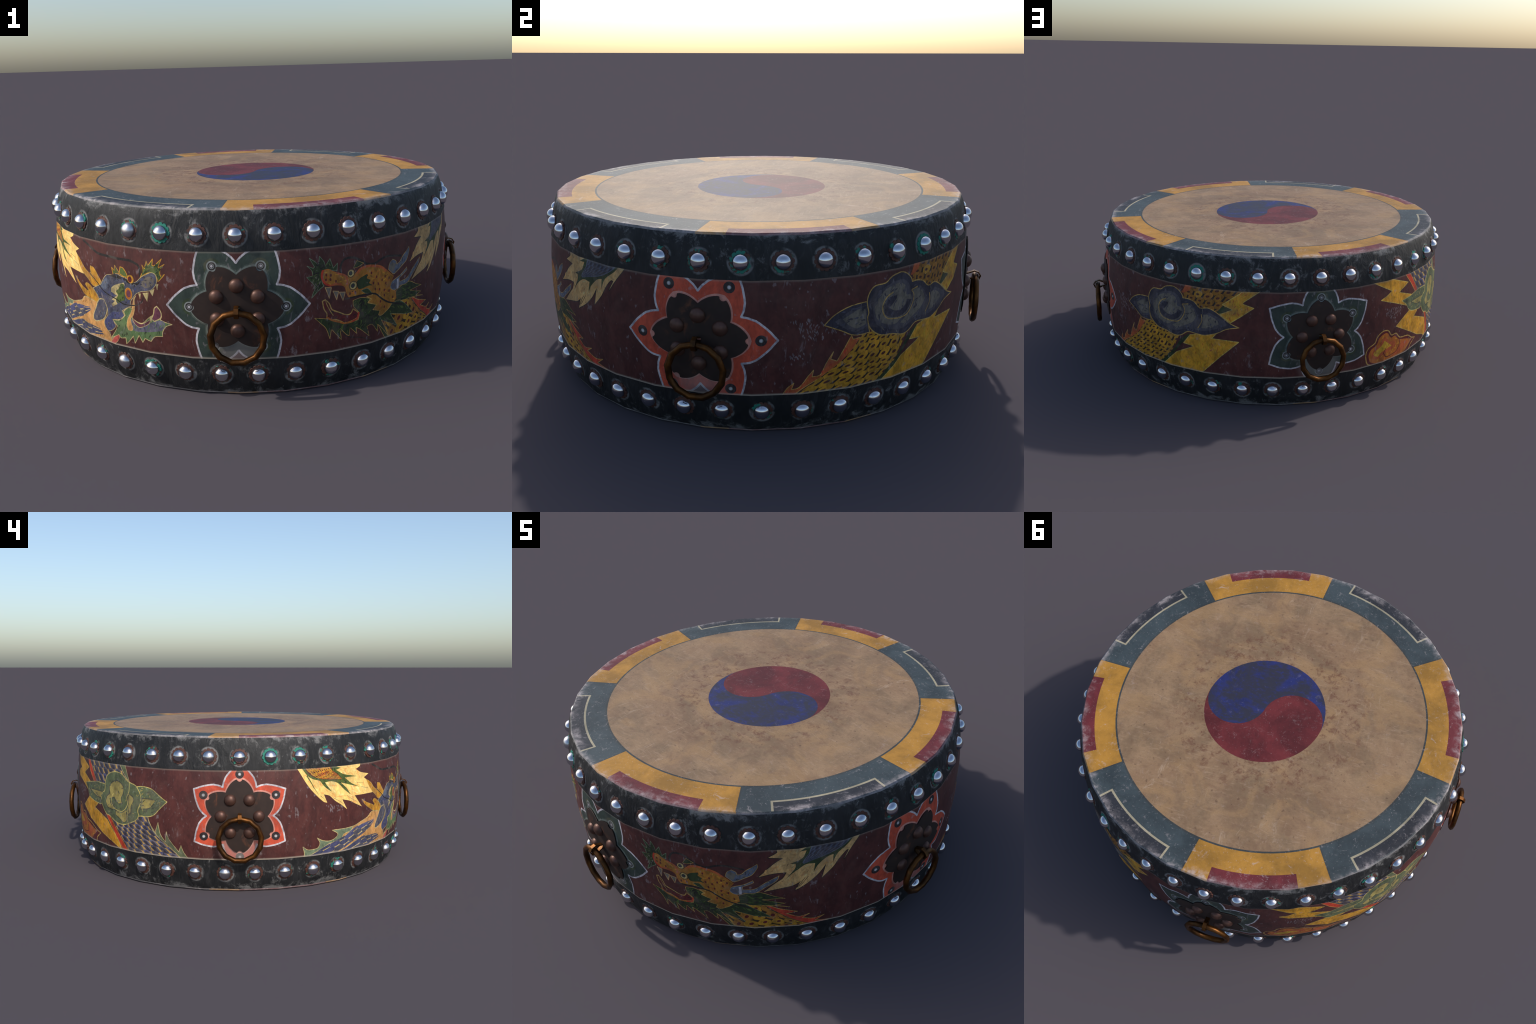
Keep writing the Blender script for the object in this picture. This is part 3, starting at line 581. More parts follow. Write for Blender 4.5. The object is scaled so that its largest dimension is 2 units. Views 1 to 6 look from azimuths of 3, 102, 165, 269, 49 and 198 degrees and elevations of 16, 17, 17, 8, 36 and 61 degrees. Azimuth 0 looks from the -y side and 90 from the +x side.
C.hatch([(-70.3, 473), (-69.9, 493), (-68.6, 496), (-67.5, 486), (-66.4, 478), (-65.4, 469), (-64, 460), (-62.1, 458), (-61, 467), (-60.1, 480), (-58.2, 487), (-56.3, 484), (-53.7, 472), (-51.6, 446), (-49.4, 417), (-50.4, 392), (-50.4, 370), (-48.7, 354), (-48.3, 321), (-49.7, 310), (-53, 338), (-55.7, 367), (-58.2, 374), (-60.6, 371), (-62.9, 372), (-63.8, 392), (-64.2, 415), (-65.2, 427), (-67.1, 432), (-68.4, 431), (-69.5, 445), (-70.1, 458)], "tangerine", 46, 26, 7, 20, 70)
C.hatch([(-70.3, 473), (-69.9, 493), (-68.6, 496), (-67.5, 486), (-66.4, 478), (-65.4, 469), (-64, 460), (-62.1, 458), (-61, 467), (-60.1, 480), (-58.2, 487), (-56.3, 484), (-53.7, 472), (-51.6, 446), (-49.4, 417), (-50.4, 392), (-50.4, 370), (-48.7, 354), (-48.3, 321), (-49.7, 310), (-53, 338), (-55.7, 367), (-58.2, 374), (-60.6, 371), (-62.9, 372), (-63.8, 392), (-64.2, 415), (-65.2, 427), (-67.1, 432), (-68.4, 431), (-69.5, 445), (-70.1, 458)], "gold_deep", 40, 24, 6, 20, 70)
C.hatch([(-70.3, 473), (-69.9, 493), (-68.6, 496), (-67.5, 486), (-66.4, 478), (-65.4, 469), (-64, 460), (-62.1, 458), (-61, 467), (-60.1, 480), (-58.2, 487), (-56.3, 484), (-53.7, 472), (-51.6, 446), (-49.4, 417), (-50.4, 392), (-50.4, 370), (-48.7, 354), (-48.3, 321), (-49.7, 310), (-53, 338), (-55.7, 367), (-58.2, 374), (-60.6, 371), (-62.9, 372), (-63.8, 392), (-64.2, 415), (-65.2, 427), (-67.1, 432), (-68.4, 431), (-69.5, 445), (-70.1, 458)], "ochre", 24, 20, 5, 20, 70)
C.hatch([(-70.3, 473), (-69.9, 493), (-68.6, 496), (-67.5, 486), (-66.4, 478), (-65.4, 469), (-64, 460), (-62.1, 458), (-61, 467), (-60.1, 480), (-58.2, 487), (-56.3, 484), (-53.7, 472), (-51.6, 446), (-49.4, 417), (-50.4, 392), (-50.4, 370), (-48.7, 354), (-48.3, 321), (-49.7, 310), (-53, 338), (-55.7, 367), (-58.2, 374), (-60.6, 371), (-62.9, 372), (-63.8, 392), (-64.2, 415), (-65.2, 427), (-67.1, 432), (-68.4, 431), (-69.5, 445), (-70.1, 458)], "scale_gap", 14, 14, 3, 20, 70)
C.fill([(-58.2, 362), (-55.2, 365), (-52.4, 330), (-49.9, 304), (-50.4, 293), (-51.7, 279), (-53.3, 268), (-54.3, 274), (-53.9, 290), (-56.3, 303), (-55.1, 320), (-57.8, 337), (-56.8, 349)], "orange", "pale_gold", 2)
C.hatch([(-58.2, 362), (-55.2, 365), (-52.4, 330), (-49.9, 304), (-50.4, 293), (-51.7, 279), (-53.3, 268), (-54.3, 274), (-53.9, 290), (-56.3, 303), (-55.1, 320), (-57.8, 337), (-56.8, 349)], "gold_deep", 14, 22, 6, -30, 50)
C.hatch([(-58.2, 362), (-55.2, 365), (-52.4, 330), (-49.9, 304), (-50.4, 293), (-51.7, 279), (-53.3, 268), (-54.3, 274), (-53.9, 290), (-56.3, 303), (-55.1, 320), (-57.8, 337), (-56.8, 349)], "flame_red", 8, 16, 4, -30, 50)
C.stroke([(-60.8, 464), (-59.9, 476), (-58.2, 483), (-56.3, 480), (-53.7, 467), (-51.9, 447)], "flame_red", 7)
C.stroke([(-69.9, 493), (-70.2, 473), (-69.9, 455), (-69.2, 440), (-68.1, 432)], "vermilion", 7)
C.stroke([(-68.1, 432), (-66.8, 436), (-65.3, 431)], "flame_red", 6)
C.stroke([(-66.3, 476), (-64.2, 462), (-63.6, 440), (-63.8, 424)], "flame_red", 6)
C.fill([(-61, 431), (-59.9, 443), (-58, 454), (-58.2, 436), (-57.1, 427), (-57.6, 416), (-56.5, 404), (-58, 405), (-59.9, 397), (-60.8, 406)], "leaf_dark")
C.fill([(-59.7, 391), (-58, 395), (-56.7, 373), (-58.6, 378)], "leaf_dark", "sage", 1.2)
for c in [(-69.1, 475), (-68, 472), (-69.2, 456), (-68.1, 456), (-66.7, 446), (-56.9, 454), (-55.3, 434), (-52.4, 427), (-51, 416), (-53.4, 415), (-54.7, 404), (-52.1, 398), (-54.2, 380), (-52.6, 371), (-56.3, 412), (-50.9, 362), (-49.5, 331), (-52.5, 349), (-53.8, 328), (-52.4, 300), (-55.7, 386), (-62.9, 387), (-61.4, 389)]:
    C.oval(c, 4, 6, "wine", 8)
for (a, z), s in (((-62.6, 467), 0.8), ((-62, 417), 0.86)):
    C.oval((a, z), 22 * s, 21 * s, "ink", 16)
    C.oval((a, z), 18.5 * s, 18 * s, "pale_gold", 16)
    C.oval((a, z), 14.5 * s, 14.5 * s, "cream", 16)
    C.oval((a - 0.1, z), 10.5 * s, 11 * s, "leaf_dark", 12)
    C.oval((a - 0.1, z), 6 * s, 6.5 * s, "night", 10)
for a, b, c in zip(*[iter([(-69.4, 427), (-68.4, 383), (-67.9, 424), (-67.5, 410), (-66.5, 373), (-66, 405), (-65.8, 401), (-64.8, 365), (-64.2, 397)])] * 3):
    C.fill([a, b, c], "storm", "straw", 2, smooth=False)
C.fill([(-70.1, 374), (-69.4, 379), (-68.4, 362), (-67.7, 336), (-66, 322), (-63.9, 305), (-62.6, 306), (-62, 323), (-60.9, 310), (-60.4, 299), (-60.9, 282), (-63.8, 272), (-66.4, 292), (-67.7, 296), (-69, 304), (-69, 323), (-69.7, 343)], "wine", "pale_gold", 3)
C.hatch([(-70.1, 374), (-69.4, 379), (-68.4, 362), (-67.7, 336), (-66, 322), (-63.9, 305), (-62.6, 306), (-62, 323), (-60.9, 310), (-60.4, 299), (-60.9, 282), (-63.8, 272), (-66.4, 292), (-67.7, 296), (-69, 304), (-69, 323), (-69.7, 343)], "ink", 10, 20, 5, 0, 40)
C.stroke([(-67.7, 336), (-66, 322), (-63.9, 305), (-62.6, 306), (-62, 323)], "pale_gold", 3.4)
C.stroke([(-69.3, 372), (-68.8, 352), (-68.1, 330), (-67.4, 312)], "pale_gold", 2.6)
C.stroke([(-69, 308), (-67.7, 294), (-65.6, 280), (-63.8, 270), (-60.8, 278), (-60.3, 302)], "tangerine", 6)
C.stroke([(-62.2, 272), (-60.8, 280), (-60.3, 304)], "vermilion", 6)
C.fill([(-51.3, 452), (-50.8, 475), (-49.7, 487), (-48.6, 477), (-48.4, 464), (-47.3, 470), (-45.9, 494), (-43.5, 520), (-43.4, 504), (-44.7, 471), (-46.7, 449), (-49.1, 426), (-50.2, 436)], "steel", "pale_gold", 1.6)
C.fill([(-50.4, 383), (-49.9, 397), (-48.3, 407), (-46.7, 418), (-44.7, 440), (-44.5, 429), (-46.1, 413), (-47.2, 403), (-47.2, 387), (-44.2, 396), (-41.7, 425), (-38.4, 458), (-39.1, 431), (-42, 397), (-44.2, 373), (-47.4, 369), (-48.5, 357), (-49.8, 362), (-50.5, 374)], "steel", "pale_gold", 1.6)
C.hatch([(-51.3, 452), (-50.8, 475), (-49.7, 487), (-48.6, 477), (-48.4, 464), (-47.3, 470), (-45.9, 494), (-43.5, 520), (-43.4, 504), (-44.7, 471), (-46.7, 449), (-49.1, 426), (-50.2, 436)], "storm", 14, 24, 5, 50)
C.hatch([(-50.4, 383), (-49.9, 397), (-48.3, 407), (-46.7, 418), (-44.7, 440), (-44.5, 429), (-46.1, 413), (-47.2, 403), (-47.2, 387), (-44.2, 396), (-41.7, 425), (-38.4, 458), (-39.1, 431), (-42, 397), (-44.2, 373), (-47.4, 369), (-48.5, 357), (-49.8, 362), (-50.5, 374)], "storm", 14, 24, 5, 40)
C.hatch([(-51.3, 452), (-50.8, 475), (-49.7, 487), (-48.6, 477), (-48.4, 464), (-47.3, 470), (-45.9, 494), (-43.5, 520), (-43.4, 504), (-44.7, 471), (-46.7, 449), (-49.1, 426), (-50.2, 436)], "night", 8, 20, 4, 50)
C.hatch([(-50.4, 383), (-49.9, 397), (-48.3, 407), (-46.7, 418), (-44.7, 440), (-44.5, 429), (-46.1, 413), (-47.2, 403), (-47.2, 387), (-44.2, 396), (-41.7, 425), (-38.4, 458), (-39.1, 431), (-42, 397), (-44.2, 373), (-47.4, 369), (-48.5, 357), (-49.8, 362), (-50.5, 374)], "halo", 8, 16, 4, 40)
C.fill([(-48.2, 400), (-47.6, 402), (-47.5, 362), (-48.2, 358)], "white", smooth=False)
C.fill([(-51, 456), (-50, 476), (-48.6, 466), (-49.4, 436), (-50.2, 440)], "storm")
C.fill([(-50.2, 382), (-49, 394), (-48.6, 366), (-49.8, 366)], "slate")
C.stroke([(-64.2, 369), (-61.4, 371), (-58.4, 372), (-55.7, 367), (-53.5, 340), (-51, 315), (-46.9, 292)], "ink", 6)

# ---- the straw-leaf tail that ends the blue dragon
C.part = "painted_tail.001"
C.line(soften([C.flat(p) for p in [(-37.2, 602), (-38.6, 570), (-40.8, 548), (-37.3, 542), (-39.7, 515), (-43.3, 456), (-39.8, 470), (-36.6, 473), (-37.5, 443), (-39.2, 421), (-42.2, 377), (-39.1, 388), (-35.2, 403), (-33.3, 424), (-34.6, 378), (-31.4, 408), (-28.8, 445), (-26.9, 488), (-28, 419), (-25.3, 463), (-23.8, 499), (-22, 531), (-21.2, 530), (-22.5, 493), (-20.4, 539), (-18, 585), (-17.9, 602)]]), "ink", 0.007, closed=True)
C.fill([(-37.2, 602), (-38.6, 570), (-40.8, 548), (-37.3, 542), (-39.7, 515), (-43.3, 456), (-39.8, 470), (-36.6, 473), (-37.5, 443), (-39.2, 421), (-42.2, 377), (-39.1, 388), (-35.2, 403), (-33.3, 424), (-34.6, 378), (-31.4, 408), (-28.8, 445), (-26.9, 488), (-28, 419), (-25.3, 463), (-23.8, 499), (-22, 531), (-21.2, 530), (-22.5, 493), (-20.4, 539), (-18, 585), (-17.9, 602)], "straw")
C.hatch([(-37.2, 602), (-38.6, 570), (-40.8, 548), (-37.3, 542), (-39.7, 515), (-43.3, 456), (-39.8, 470), (-36.6, 473), (-37.5, 443), (-39.2, 421), (-42.2, 377), (-39.1, 388), (-35.2, 403), (-33.3, 424), (-34.6, 378), (-31.4, 408), (-28.8, 445), (-26.9, 488), (-28, 419), (-25.3, 463), (-23.8, 499), (-22, 531), (-21.2, 530), (-22.5, 493), (-20.4, 539), (-18, 585), (-17.9, 602)], "tan", 40, 36, 7, 48, 25)
C.hatch([(-37.2, 602), (-38.6, 570), (-40.8, 548), (-37.3, 542), (-39.7, 515), (-43.3, 456), (-39.8, 470), (-36.6, 473), (-37.5, 443), (-39.2, 421), (-42.2, 377), (-39.1, 388), (-35.2, 403), (-33.3, 424), (-34.6, 378), (-31.4, 408), (-28.8, 445), (-26.9, 488), (-28, 419), (-25.3, 463), (-23.8, 499), (-22, 531), (-21.2, 530), (-22.5, 493), (-20.4, 539), (-18, 585), (-17.9, 602)], "cream", 26, 30, 5, 48, 25)
C.hatch([(-37.2, 602), (-38.6, 570), (-40.8, 548), (-37.3, 542), (-39.7, 515), (-43.3, 456), (-39.8, 470), (-36.6, 473), (-37.5, 443), (-39.2, 421), (-42.2, 377), (-39.1, 388), (-35.2, 403), (-33.3, 424), (-34.6, 378), (-31.4, 408), (-28.8, 445), (-26.9, 488), (-28, 419), (-25.3, 463), (-23.8, 499), (-22, 531), (-21.2, 530), (-22.5, 493), (-20.4, 539), (-18, 585), (-17.9, 602)], "brown", 14, 20, 2.2, 48, 20)
C.fill([(-29.6, 591), (-33.5, 567), (-31.7, 568), (-32.7, 536), (-35.8, 514), (-34.4, 512), (-34.7, 486), (-37.3, 431), (-35.1, 468), (-32.2, 501), (-29.7, 499), (-30.1, 455), (-29.1, 486), (-26.8, 518), (-25.1, 526), (-25.3, 486), (-24, 529), (-21, 564), (-19.4, 593)], "leaf_dark")
C.hatch([(-29.6, 591), (-33.5, 567), (-31.7, 568), (-32.7, 536), (-35.8, 514), (-34.4, 512), (-34.7, 486), (-37.3, 431), (-35.1, 468), (-32.2, 501), (-29.7, 499), (-30.1, 455), (-29.1, 486), (-26.8, 518), (-25.1, 526), (-25.3, 486), (-24, 529), (-21, 564), (-19.4, 593)], "leaf", 18, 22, 4, 48)
C.fill([(-29.4, 594), (-31.1, 552), (-32.7, 518), (-32.5, 507), (-29.7, 518), (-26.8, 529), (-24, 546), (-21.4, 570), (-20.1, 593)], "steel")
C.scales([(-29.6, 592), (-31.1, 552), (-32.6, 512)], [(-20.3, 592), (-24, 548), (-32, 508)], 5, 6, ["slate", "night", "slate"], "+night", "steel", size=0.8, rag=0.1)
C.stroke([(-31.4, 440), (-33, 406), (-33.7, 397)], "ink", 2)
C.stroke([(-32.2, 436), (-33.6, 404), (-34.2, 392)], "ink", 2)

# ---- golden body, storm cloud and lightning
C.part = "painted_body"
C.fill([(17.8, 154), (18.9, 184), (20.4, 205), (19.9, 179), (21.6, 187), (23.4, 227), (24.7, 251), (24.4, 225), (26.3, 229), (27.4, 268), (29.1, 313), (28.5, 286), (30, 275), (31.4, 316), (33.1, 367), (33.5, 352), (35.6, 354), (34.1, 327), (32.6, 298), (30.8, 269), (28.4, 241), (26.1, 216), (22.3, 182), (19.9, 150)], "flame_red", "pale_gold", 2)
C.hatch([(17.8, 154), (18.9, 184), (20.4, 205), (19.9, 179), (21.6, 187), (23.4, 227), (24.7, 251), (24.4, 225), (26.3, 229), (27.4, 268), (29.1, 313), (28.5, 286), (30, 275), (31.4, 316), (33.1, 367), (33.5, 352), (35.6, 354), (34.1, 327), (32.6, 298), (30.8, 269), (28.4, 241), (26.1, 216), (22.3, 182), (19.9, 150)], "vermilion", 14, 22, 5, 55)
C.hatch([(17.8, 154), (18.9, 184), (20.4, 205), (19.9, 179), (21.6, 187), (23.4, 227), (24.7, 251), (24.4, 225), (26.3, 229), (27.4, 268), (29.1, 313), (28.5, 286), (30, 275), (31.4, 316), (33.1, 367), (33.5, 352), (35.6, 354), (34.1, 327), (32.6, 298), (30.8, 269), (28.4, 241), (26.1, 216), (22.3, 182), (19.9, 150)], "tangerine", 14, 20, 4, 55)
BODY_LEFT = [(19.9, 148), (26.1, 216), (30.8, 269), (34.1, 327), (35.8, 369)]
BODY_RIGHT = [(39.9, 152), (44, 213), (45.9, 253), (48.2, 327), (49.8, 354)]
C.fill(BODY_LEFT + BODY_RIGHT[::-1], "brown", smooth=False)
C.scales(BODY_LEFT, BODY_RIGHT, 8, 5, ["gold_scale", "bolt", "gold_scale"], "brown", "ink", size=0.84, rag=0.06)
C.fill([(49.7, 522), (49.2, 549), (50.2, 589), (67.9, 597), (66.8, 568), (62, 514), (64.4, 493), (60.9, 471), (55.3, 489), (52.6, 517)], "brown", smooth=False)
C.scales([(49.6, 505), (50, 545), (50.6, 592)], [(61.4, 460), (64.6, 520), (68.4, 592)], 4, 5, ["gold_deep", "gold_scale", "orange"], "brown", "ink", size=0.84, rag=0.06)
C.fill([(49.1, 545), (50, 567), (50.4, 589), (52.9, 586), (51.8, 562), (50.1, 545)], "flame_red")
C.fill([(51.6, 350), (48.8, 313), (46.6, 261), (43.8, 213), (39.5, 147), (41.8, 151), (45.4, 217), (49.2, 294), (51.8, 343)], "leaf_dark")
C.fill([(62, 507), (64.4, 495), (61.3, 470), (60.5, 477)], "leaf_dark")
C.part = "painted_lightning"
C.fill([(68.7, 591), (62, 514), (65, 494), (61.3, 466), (64.4, 431), (71, 507), (67.5, 527), (73.5, 594)], "bolt", "bolt_edge", 2.6, smooth=False)
C.fill([(52, 344), (54.1, 354), (56.9, 362), (60.3, 372), (58.8, 343), (66.8, 340), (61.3, 256), (54.4, 143), (46.4, 135), (41.2, 148), (45.4, 213), (47.2, 241), (53.3, 290), (49.7, 296)], "bolt", "bolt_edge", 2.6, smooth=False)
for bolt in ([(68.7, 591), (62, 514), (65, 494), (61.3, 466), (64.4, 431), (71, 507), (67.5, 527), (73.5, 594)], [(52, 344), (54.1, 354), (56.9, 362), (60.3, 372), (58.8, 343), (66.8, 340), (61.3, 256), (54.4, 143), (46.4, 135), (41.2, 148), (45.4, 213), (47.2, 241), (53.3, 290), (49.7, 296)]):
    C.hatch(bolt, "ochre", 40, 30, 9, 75, 50)
    C.hatch(bolt, "lemon", 24, 34, 6, 80, 30)
    C.hatch(bolt, "gold_scale", 26, 26, 7, 75, 50)
    C.hatch(bolt, "tangerine", 10, 24, 6, 75, 50)
C.part = "painted_cloud"
C.fill([(26.8, 415), (29.2, 450), (33, 477), (36.8, 482), (37.3, 440), (37.2, 402), (37.7, 366), (35.4, 364), (33, 370), (30.8, 388)], "night", "pale_gold", 2.6)
C.fill([(31, 430), (34.6, 460), (36.5, 454), (36.7, 400), (34.4, 391), (32.4, 406)], "storm")
C.fill([(36.8, 479), (37.4, 511), (38.9, 533), (41.7, 537), (43.5, 557), (46, 566), (48, 555), (49.4, 534), (49.7, 519), (51.5, 519), (53.5, 510), (55.3, 486), (57.5, 491), (59.7, 479), (62.5, 448), (64.4, 426), (66.9, 411), (63.2, 397), (60.5, 373), (56.9, 356), (53.9, 357), (51.2, 358), (49.1, 335), (47, 328), (43.9, 341), (40.9, 345), (38.8, 364), (37.5, 389), (37, 422), (37.3, 440)], "night", "pale_gold", 3)
C.fill([(38.4, 450), (39.2, 495), (41.8, 524), (46, 540), (48.6, 515), (49.4, 470), (52, 500), (54, 470), (55, 430), (58, 470), (62, 442), (63.4, 418), (60, 392), (56, 376), (51, 372), (47, 352), (43, 362), (39.6, 388)], "dusk")
C.fill([(29.2, 424), (33.4, 464), (36.6, 470), (37, 392), (34, 378), (31.2, 398)], "dusk")
C.fill([(31, 430), (34.6, 460), (36.5, 454), (36.7, 400), (34.4, 391), (32.4, 406)], "storm")
C.fill([(38.8, 453), (39.9, 490), (42.3, 517), (45.6, 528), (47.5, 509), (47.7, 478), (49.3, 472), (49.7, 447), (48.6, 417), (46.7, 398), (44.3, 377), (41.6, 386), (39.5, 411)], "storm")
C.fill([(44.8, 485), (42.9, 482), (41.5, 457), (41.7, 420), (43.8, 405), (46.7, 405), (48.8, 428), (49.5, 453), (48.2, 459), (46.8, 432), (44.4, 428), (42.8, 442), (44.5, 471)], "night")
C.fill([(49.7, 487), (51.5, 492), (53.3, 471), (54.2, 441), (52.8, 410), (49.9, 385), (47.8, 368), (46, 376), (48.8, 408), (50.4, 443)], "storm")
C.fill([(56.4, 457), (58.1, 457), (60.5, 435), (60.9, 416), (58.5, 395), (55.7, 389), (56.3, 421)], "storm")
C.hatch([(36.8, 479), (37.4, 511), (38.9, 533), (41.7, 537), (43.5, 557), (46, 566), (48, 555), (49.4, 534), (49.7, 519), (51.5, 519), (53.5, 510), (55.3, 486), (57.5, 491), (59.7, 479), (62.5, 448), (64.4, 426), (66.9, 411), (63.2, 397), (60.5, 373), (56.9, 356), (53.9, 357), (51.2, 358), (49.1, 335), (47, 328), (43.9, 341), (40.9, 345), (38.8, 364), (37.5, 389), (37, 422), (37.3, 440)], "dusk", 60, 26, 7, 70, 60)
C.hatch([(36.8, 479), (37.4, 511), (38.9, 533), (41.7, 537), (43.5, 557), (46, 566), (48, 555), (49.4, 534), (49.7, 519), (51.5, 519), (53.5, 510), (55.3, 486), (57.5, 491), (59.7, 479), (62.5, 448), (64.4, 426), (66.9, 411), (63.2, 397), (60.5, 373), (56.9, 356), (53.9, 357), (51.2, 358), (49.1, 335), (47, 328), (43.9, 341), (40.9, 345), (38.8, 364), (37.5, 389), (37, 422), (37.3, 440)], "night", 30, 24, 6, 70, 60)
C.hatch([(36.8, 479), (37.4, 511), (38.9, 533), (41.7, 537), (43.5, 557), (46, 566), (48, 555), (49.4, 534), (49.7, 519), (51.5, 519), (53.5, 510), (55.3, 486), (57.5, 491), (59.7, 479), (62.5, 448), (64.4, 426), (66.9, 411), (63.2, 397), (60.5, 373), (56.9, 356), (53.9, 357), (51.2, 358), (49.1, 335), (47, 328), (43.9, 341), (40.9, 345), (38.8, 364), (37.5, 389), (37, 422), (37.3, 440)], "storm", 12, 24, 5, 70, 60)
C.hatch([(36.8, 479), (37.4, 511), (38.9, 533), (41.7, 537), (43.5, 557), (46, 566), (48, 555), (49.4, 534), (49.7, 519), (51.5, 519), (53.5, 510), (55.3, 486), (57.5, 491), (59.7, 479), (62.5, 448), (64.4, 426), (66.9, 411), (63.2, 397), (60.5, 373), (56.9, 356), (53.9, 357), (51.2, 358), (49.1, 335), (47, 328), (43.9, 341), (40.9, 345), (38.8, 364), (37.5, 389), (37, 422), (37.3, 440)], "slate", 24, 22, 6, 80, 40)
C.hatch([(26.8, 415), (29.2, 450), (33, 477), (36.8, 482), (37.3, 440), (37.2, 402), (37.7, 366), (35.4, 364), (33, 370), (30.8, 388)], "night", 16, 24, 6, 20)
C.hatch([(26.8, 415), (29.2, 450), (33, 477), (36.8, 482), (37.3, 440), (37.2, 402), (37.7, 366), (35.4, 364), (33, 370), (30.8, 388)], "slate", 12, 22, 6, 20)
C.stroke([(43.7, 498), (42.1, 485), (41, 458), (41.2, 425), (42.5, 403), (44.6, 398), (47, 397), (48.6, 407), (50, 438), (50.3, 469), (49.5, 488), (51.5, 495)], "pale_gold", 3.4)
C.stroke([(55.8, 456), (56, 427), (55.2, 401), (54.6, 386)], "pale_gold", 3.4)

# ---- blue body, green cloud, lightning and the little fire cloud
C.part = "painted_lightning.001"
C.fill([(106.5, 590), (110.3, 559), (114.5, 525), (110, 492), (115.8, 460), (122.3, 420), (123.4, 393), (117.2, 332), (125.7, 263), (130.8, 220), (135.6, 194), (140.7, 150), (138.5, 216), (134.8, 294), (126.8, 342), (128.8, 365), (128.4, 375), (124.9, 467), (117.8, 505), (122.3, 541), (114, 585), (108.5, 600)], "bolt", "bolt_edge", 2.2, smooth=False)
C.hatch([(106.5, 590), (110.3, 559), (114.5, 525), (110, 492), (115.8, 460), (122.3, 420), (123.4, 393), (117.2, 332), (125.7, 263), (130.8, 220), (135.6, 194), (140.7, 150), (138.5, 216), (134.8, 294), (126.8, 342), (128.8, 365), (128.4, 375), (124.9, 467), (117.8, 505), (122.3, 541), (114, 585), (108.5, 600)], "ochre", 40, 30, 9, 70, 50)
C.hatch([(106.5, 590), (110.3, 559), (114.5, 525), (110, 492), (115.8, 460), (122.3, 420), (123.4, 393), (117.2, 332), (125.7, 263), (130.8, 220), (135.6, 194), (140.7, 150), (138.5, 216), (134.8, 294), (126.8, 342), (128.8, 365), (128.4, 375), (124.9, 467), (117.8, 505), (122.3, 541), (114, 585), (108.5, 600)], "lemon", 20, 32, 6, 75, 30)
C.hatch([(106.5, 590), (110.3, 559), (114.5, 525), (110, 492), (115.8, 460), (122.3, 420), (123.4, 393), (117.2, 332), (125.7, 263), (130.8, 220), (135.6, 194), (140.7, 150), (138.5, 216), (134.8, 294), (126.8, 342), (128.8, 365), (128.4, 375), (124.9, 467), (117.8, 505), (122.3, 541), (114, 585), (108.5, 600)], "gold_scale", 26, 26, 7, 75, 50)
C.part = "painted_body.001"
BODY_LEFT = [(122.2, 587), (128.2, 479), (136.6, 316), (140, 242), (143.9, 150)]
BODY_RIGHT = [(141.6, 586), (144.5, 506), (151.8, 343), (153.4, 288), (157.6, 222), (162.9, 151)]
C.fill(BODY_LEFT + BODY_RIGHT[::-1], "pale_gold", smooth=False)
C.scales(BODY_LEFT, BODY_RIGHT, 13, 6, ["slate", "blue", "slate", "blue_pale"], "+night", "pale_gold", size=0.8, up=-1, rag=0.06)
C.fill([(151.8, 343), (152.2, 320), (154.6, 265), (154.4, 282), (155.4, 325), (156, 271), (157.7, 233), (158.1, 285), (158.8, 248), (161.7, 189), (162.5, 221), (163.4, 184), (165.5, 144), (162.9, 151), (160.8, 181), (157.8, 223), (155.5, 250), (153.2, 287)], "olive_green", "cream", 1.6)
C.fill([(140.3, 587), (142.7, 587), (145.1, 503), (143.2, 530), (141.8, 555)], "olive_green", "cream", 1.6)
C.fill([(121, 585), (122.9, 588), (128.2, 479), (135, 341), (136.2, 315), (143.6, 151), (141.6, 145), (138.3, 223), (134.5, 318), (126.5, 476)], "vermilion", "pale_gold", 1.8)
C.part = "painted_cloud.001"
C.fill([(119.3, 456), (127.7, 477), (133.6, 476), (134, 410), (131.6, 372), (127.5, 373), (123.4, 392), (121.6, 428)], "olive_green", "olive_edge", 2.6)
C.fill([(123.9, 434), (132.2, 434), (131.2, 400), (127.6, 406)], "olive", "olive_shade", 3)
C.fill([(148.1, 487), (150.4, 490), (153.4, 481), (155.9, 454), (158.5, 427), (155.8, 387), (154.1, 360), (152, 347), (148.5, 344), (148.3, 375), (149.1, 411)], "olive_green", "olive_edge", 2.8)
C.fill([(149.7, 432), (152.9, 433), (154.7, 425), (152.4, 388), (149.1, 380)], "olive", "olive_shade", 4)
C.fill([(133.6, 445), (134, 495), (135.4, 529), (138.3, 545), (141.5, 538), (144.2, 508), (145.1, 503), (147.6, 490), (149.2, 451), (149.3, 411), (148.1, 371), (148.5, 348), (147.4, 322), (144.8, 303), (142.3, 290), (139.1, 293), (135.9, 322), (134.1, 328), (132, 362), (131.2, 403), (132.2, 431)], "olive_green", "olive_edge", 3)
C.fill([(138.6, 352), (141.8, 352), (143.8, 367), (143.6, 314), (142, 300), (140.4, 317), (138.6, 331)], "olive", "olive_shade", 3)
C.fill([(136, 467), (137.5, 494), (140.1, 502), (142.4, 478), (142.4, 447), (141.4, 417), (141.9, 394), (140, 390), (138.2, 418), (136.2, 407), (136.8, 380), (138.7, 367), (138, 355), (135.1, 363), (133.9, 392), (134.9, 419), (136.2, 436)], "olive", "olive_shade", 4)
C.fill([(145.2, 445), (146.6, 434), (146.8, 414), (145.7, 385), (145.6, 357), (144.3, 344), (144.5, 430)], "olive", "olive_shade", 4)
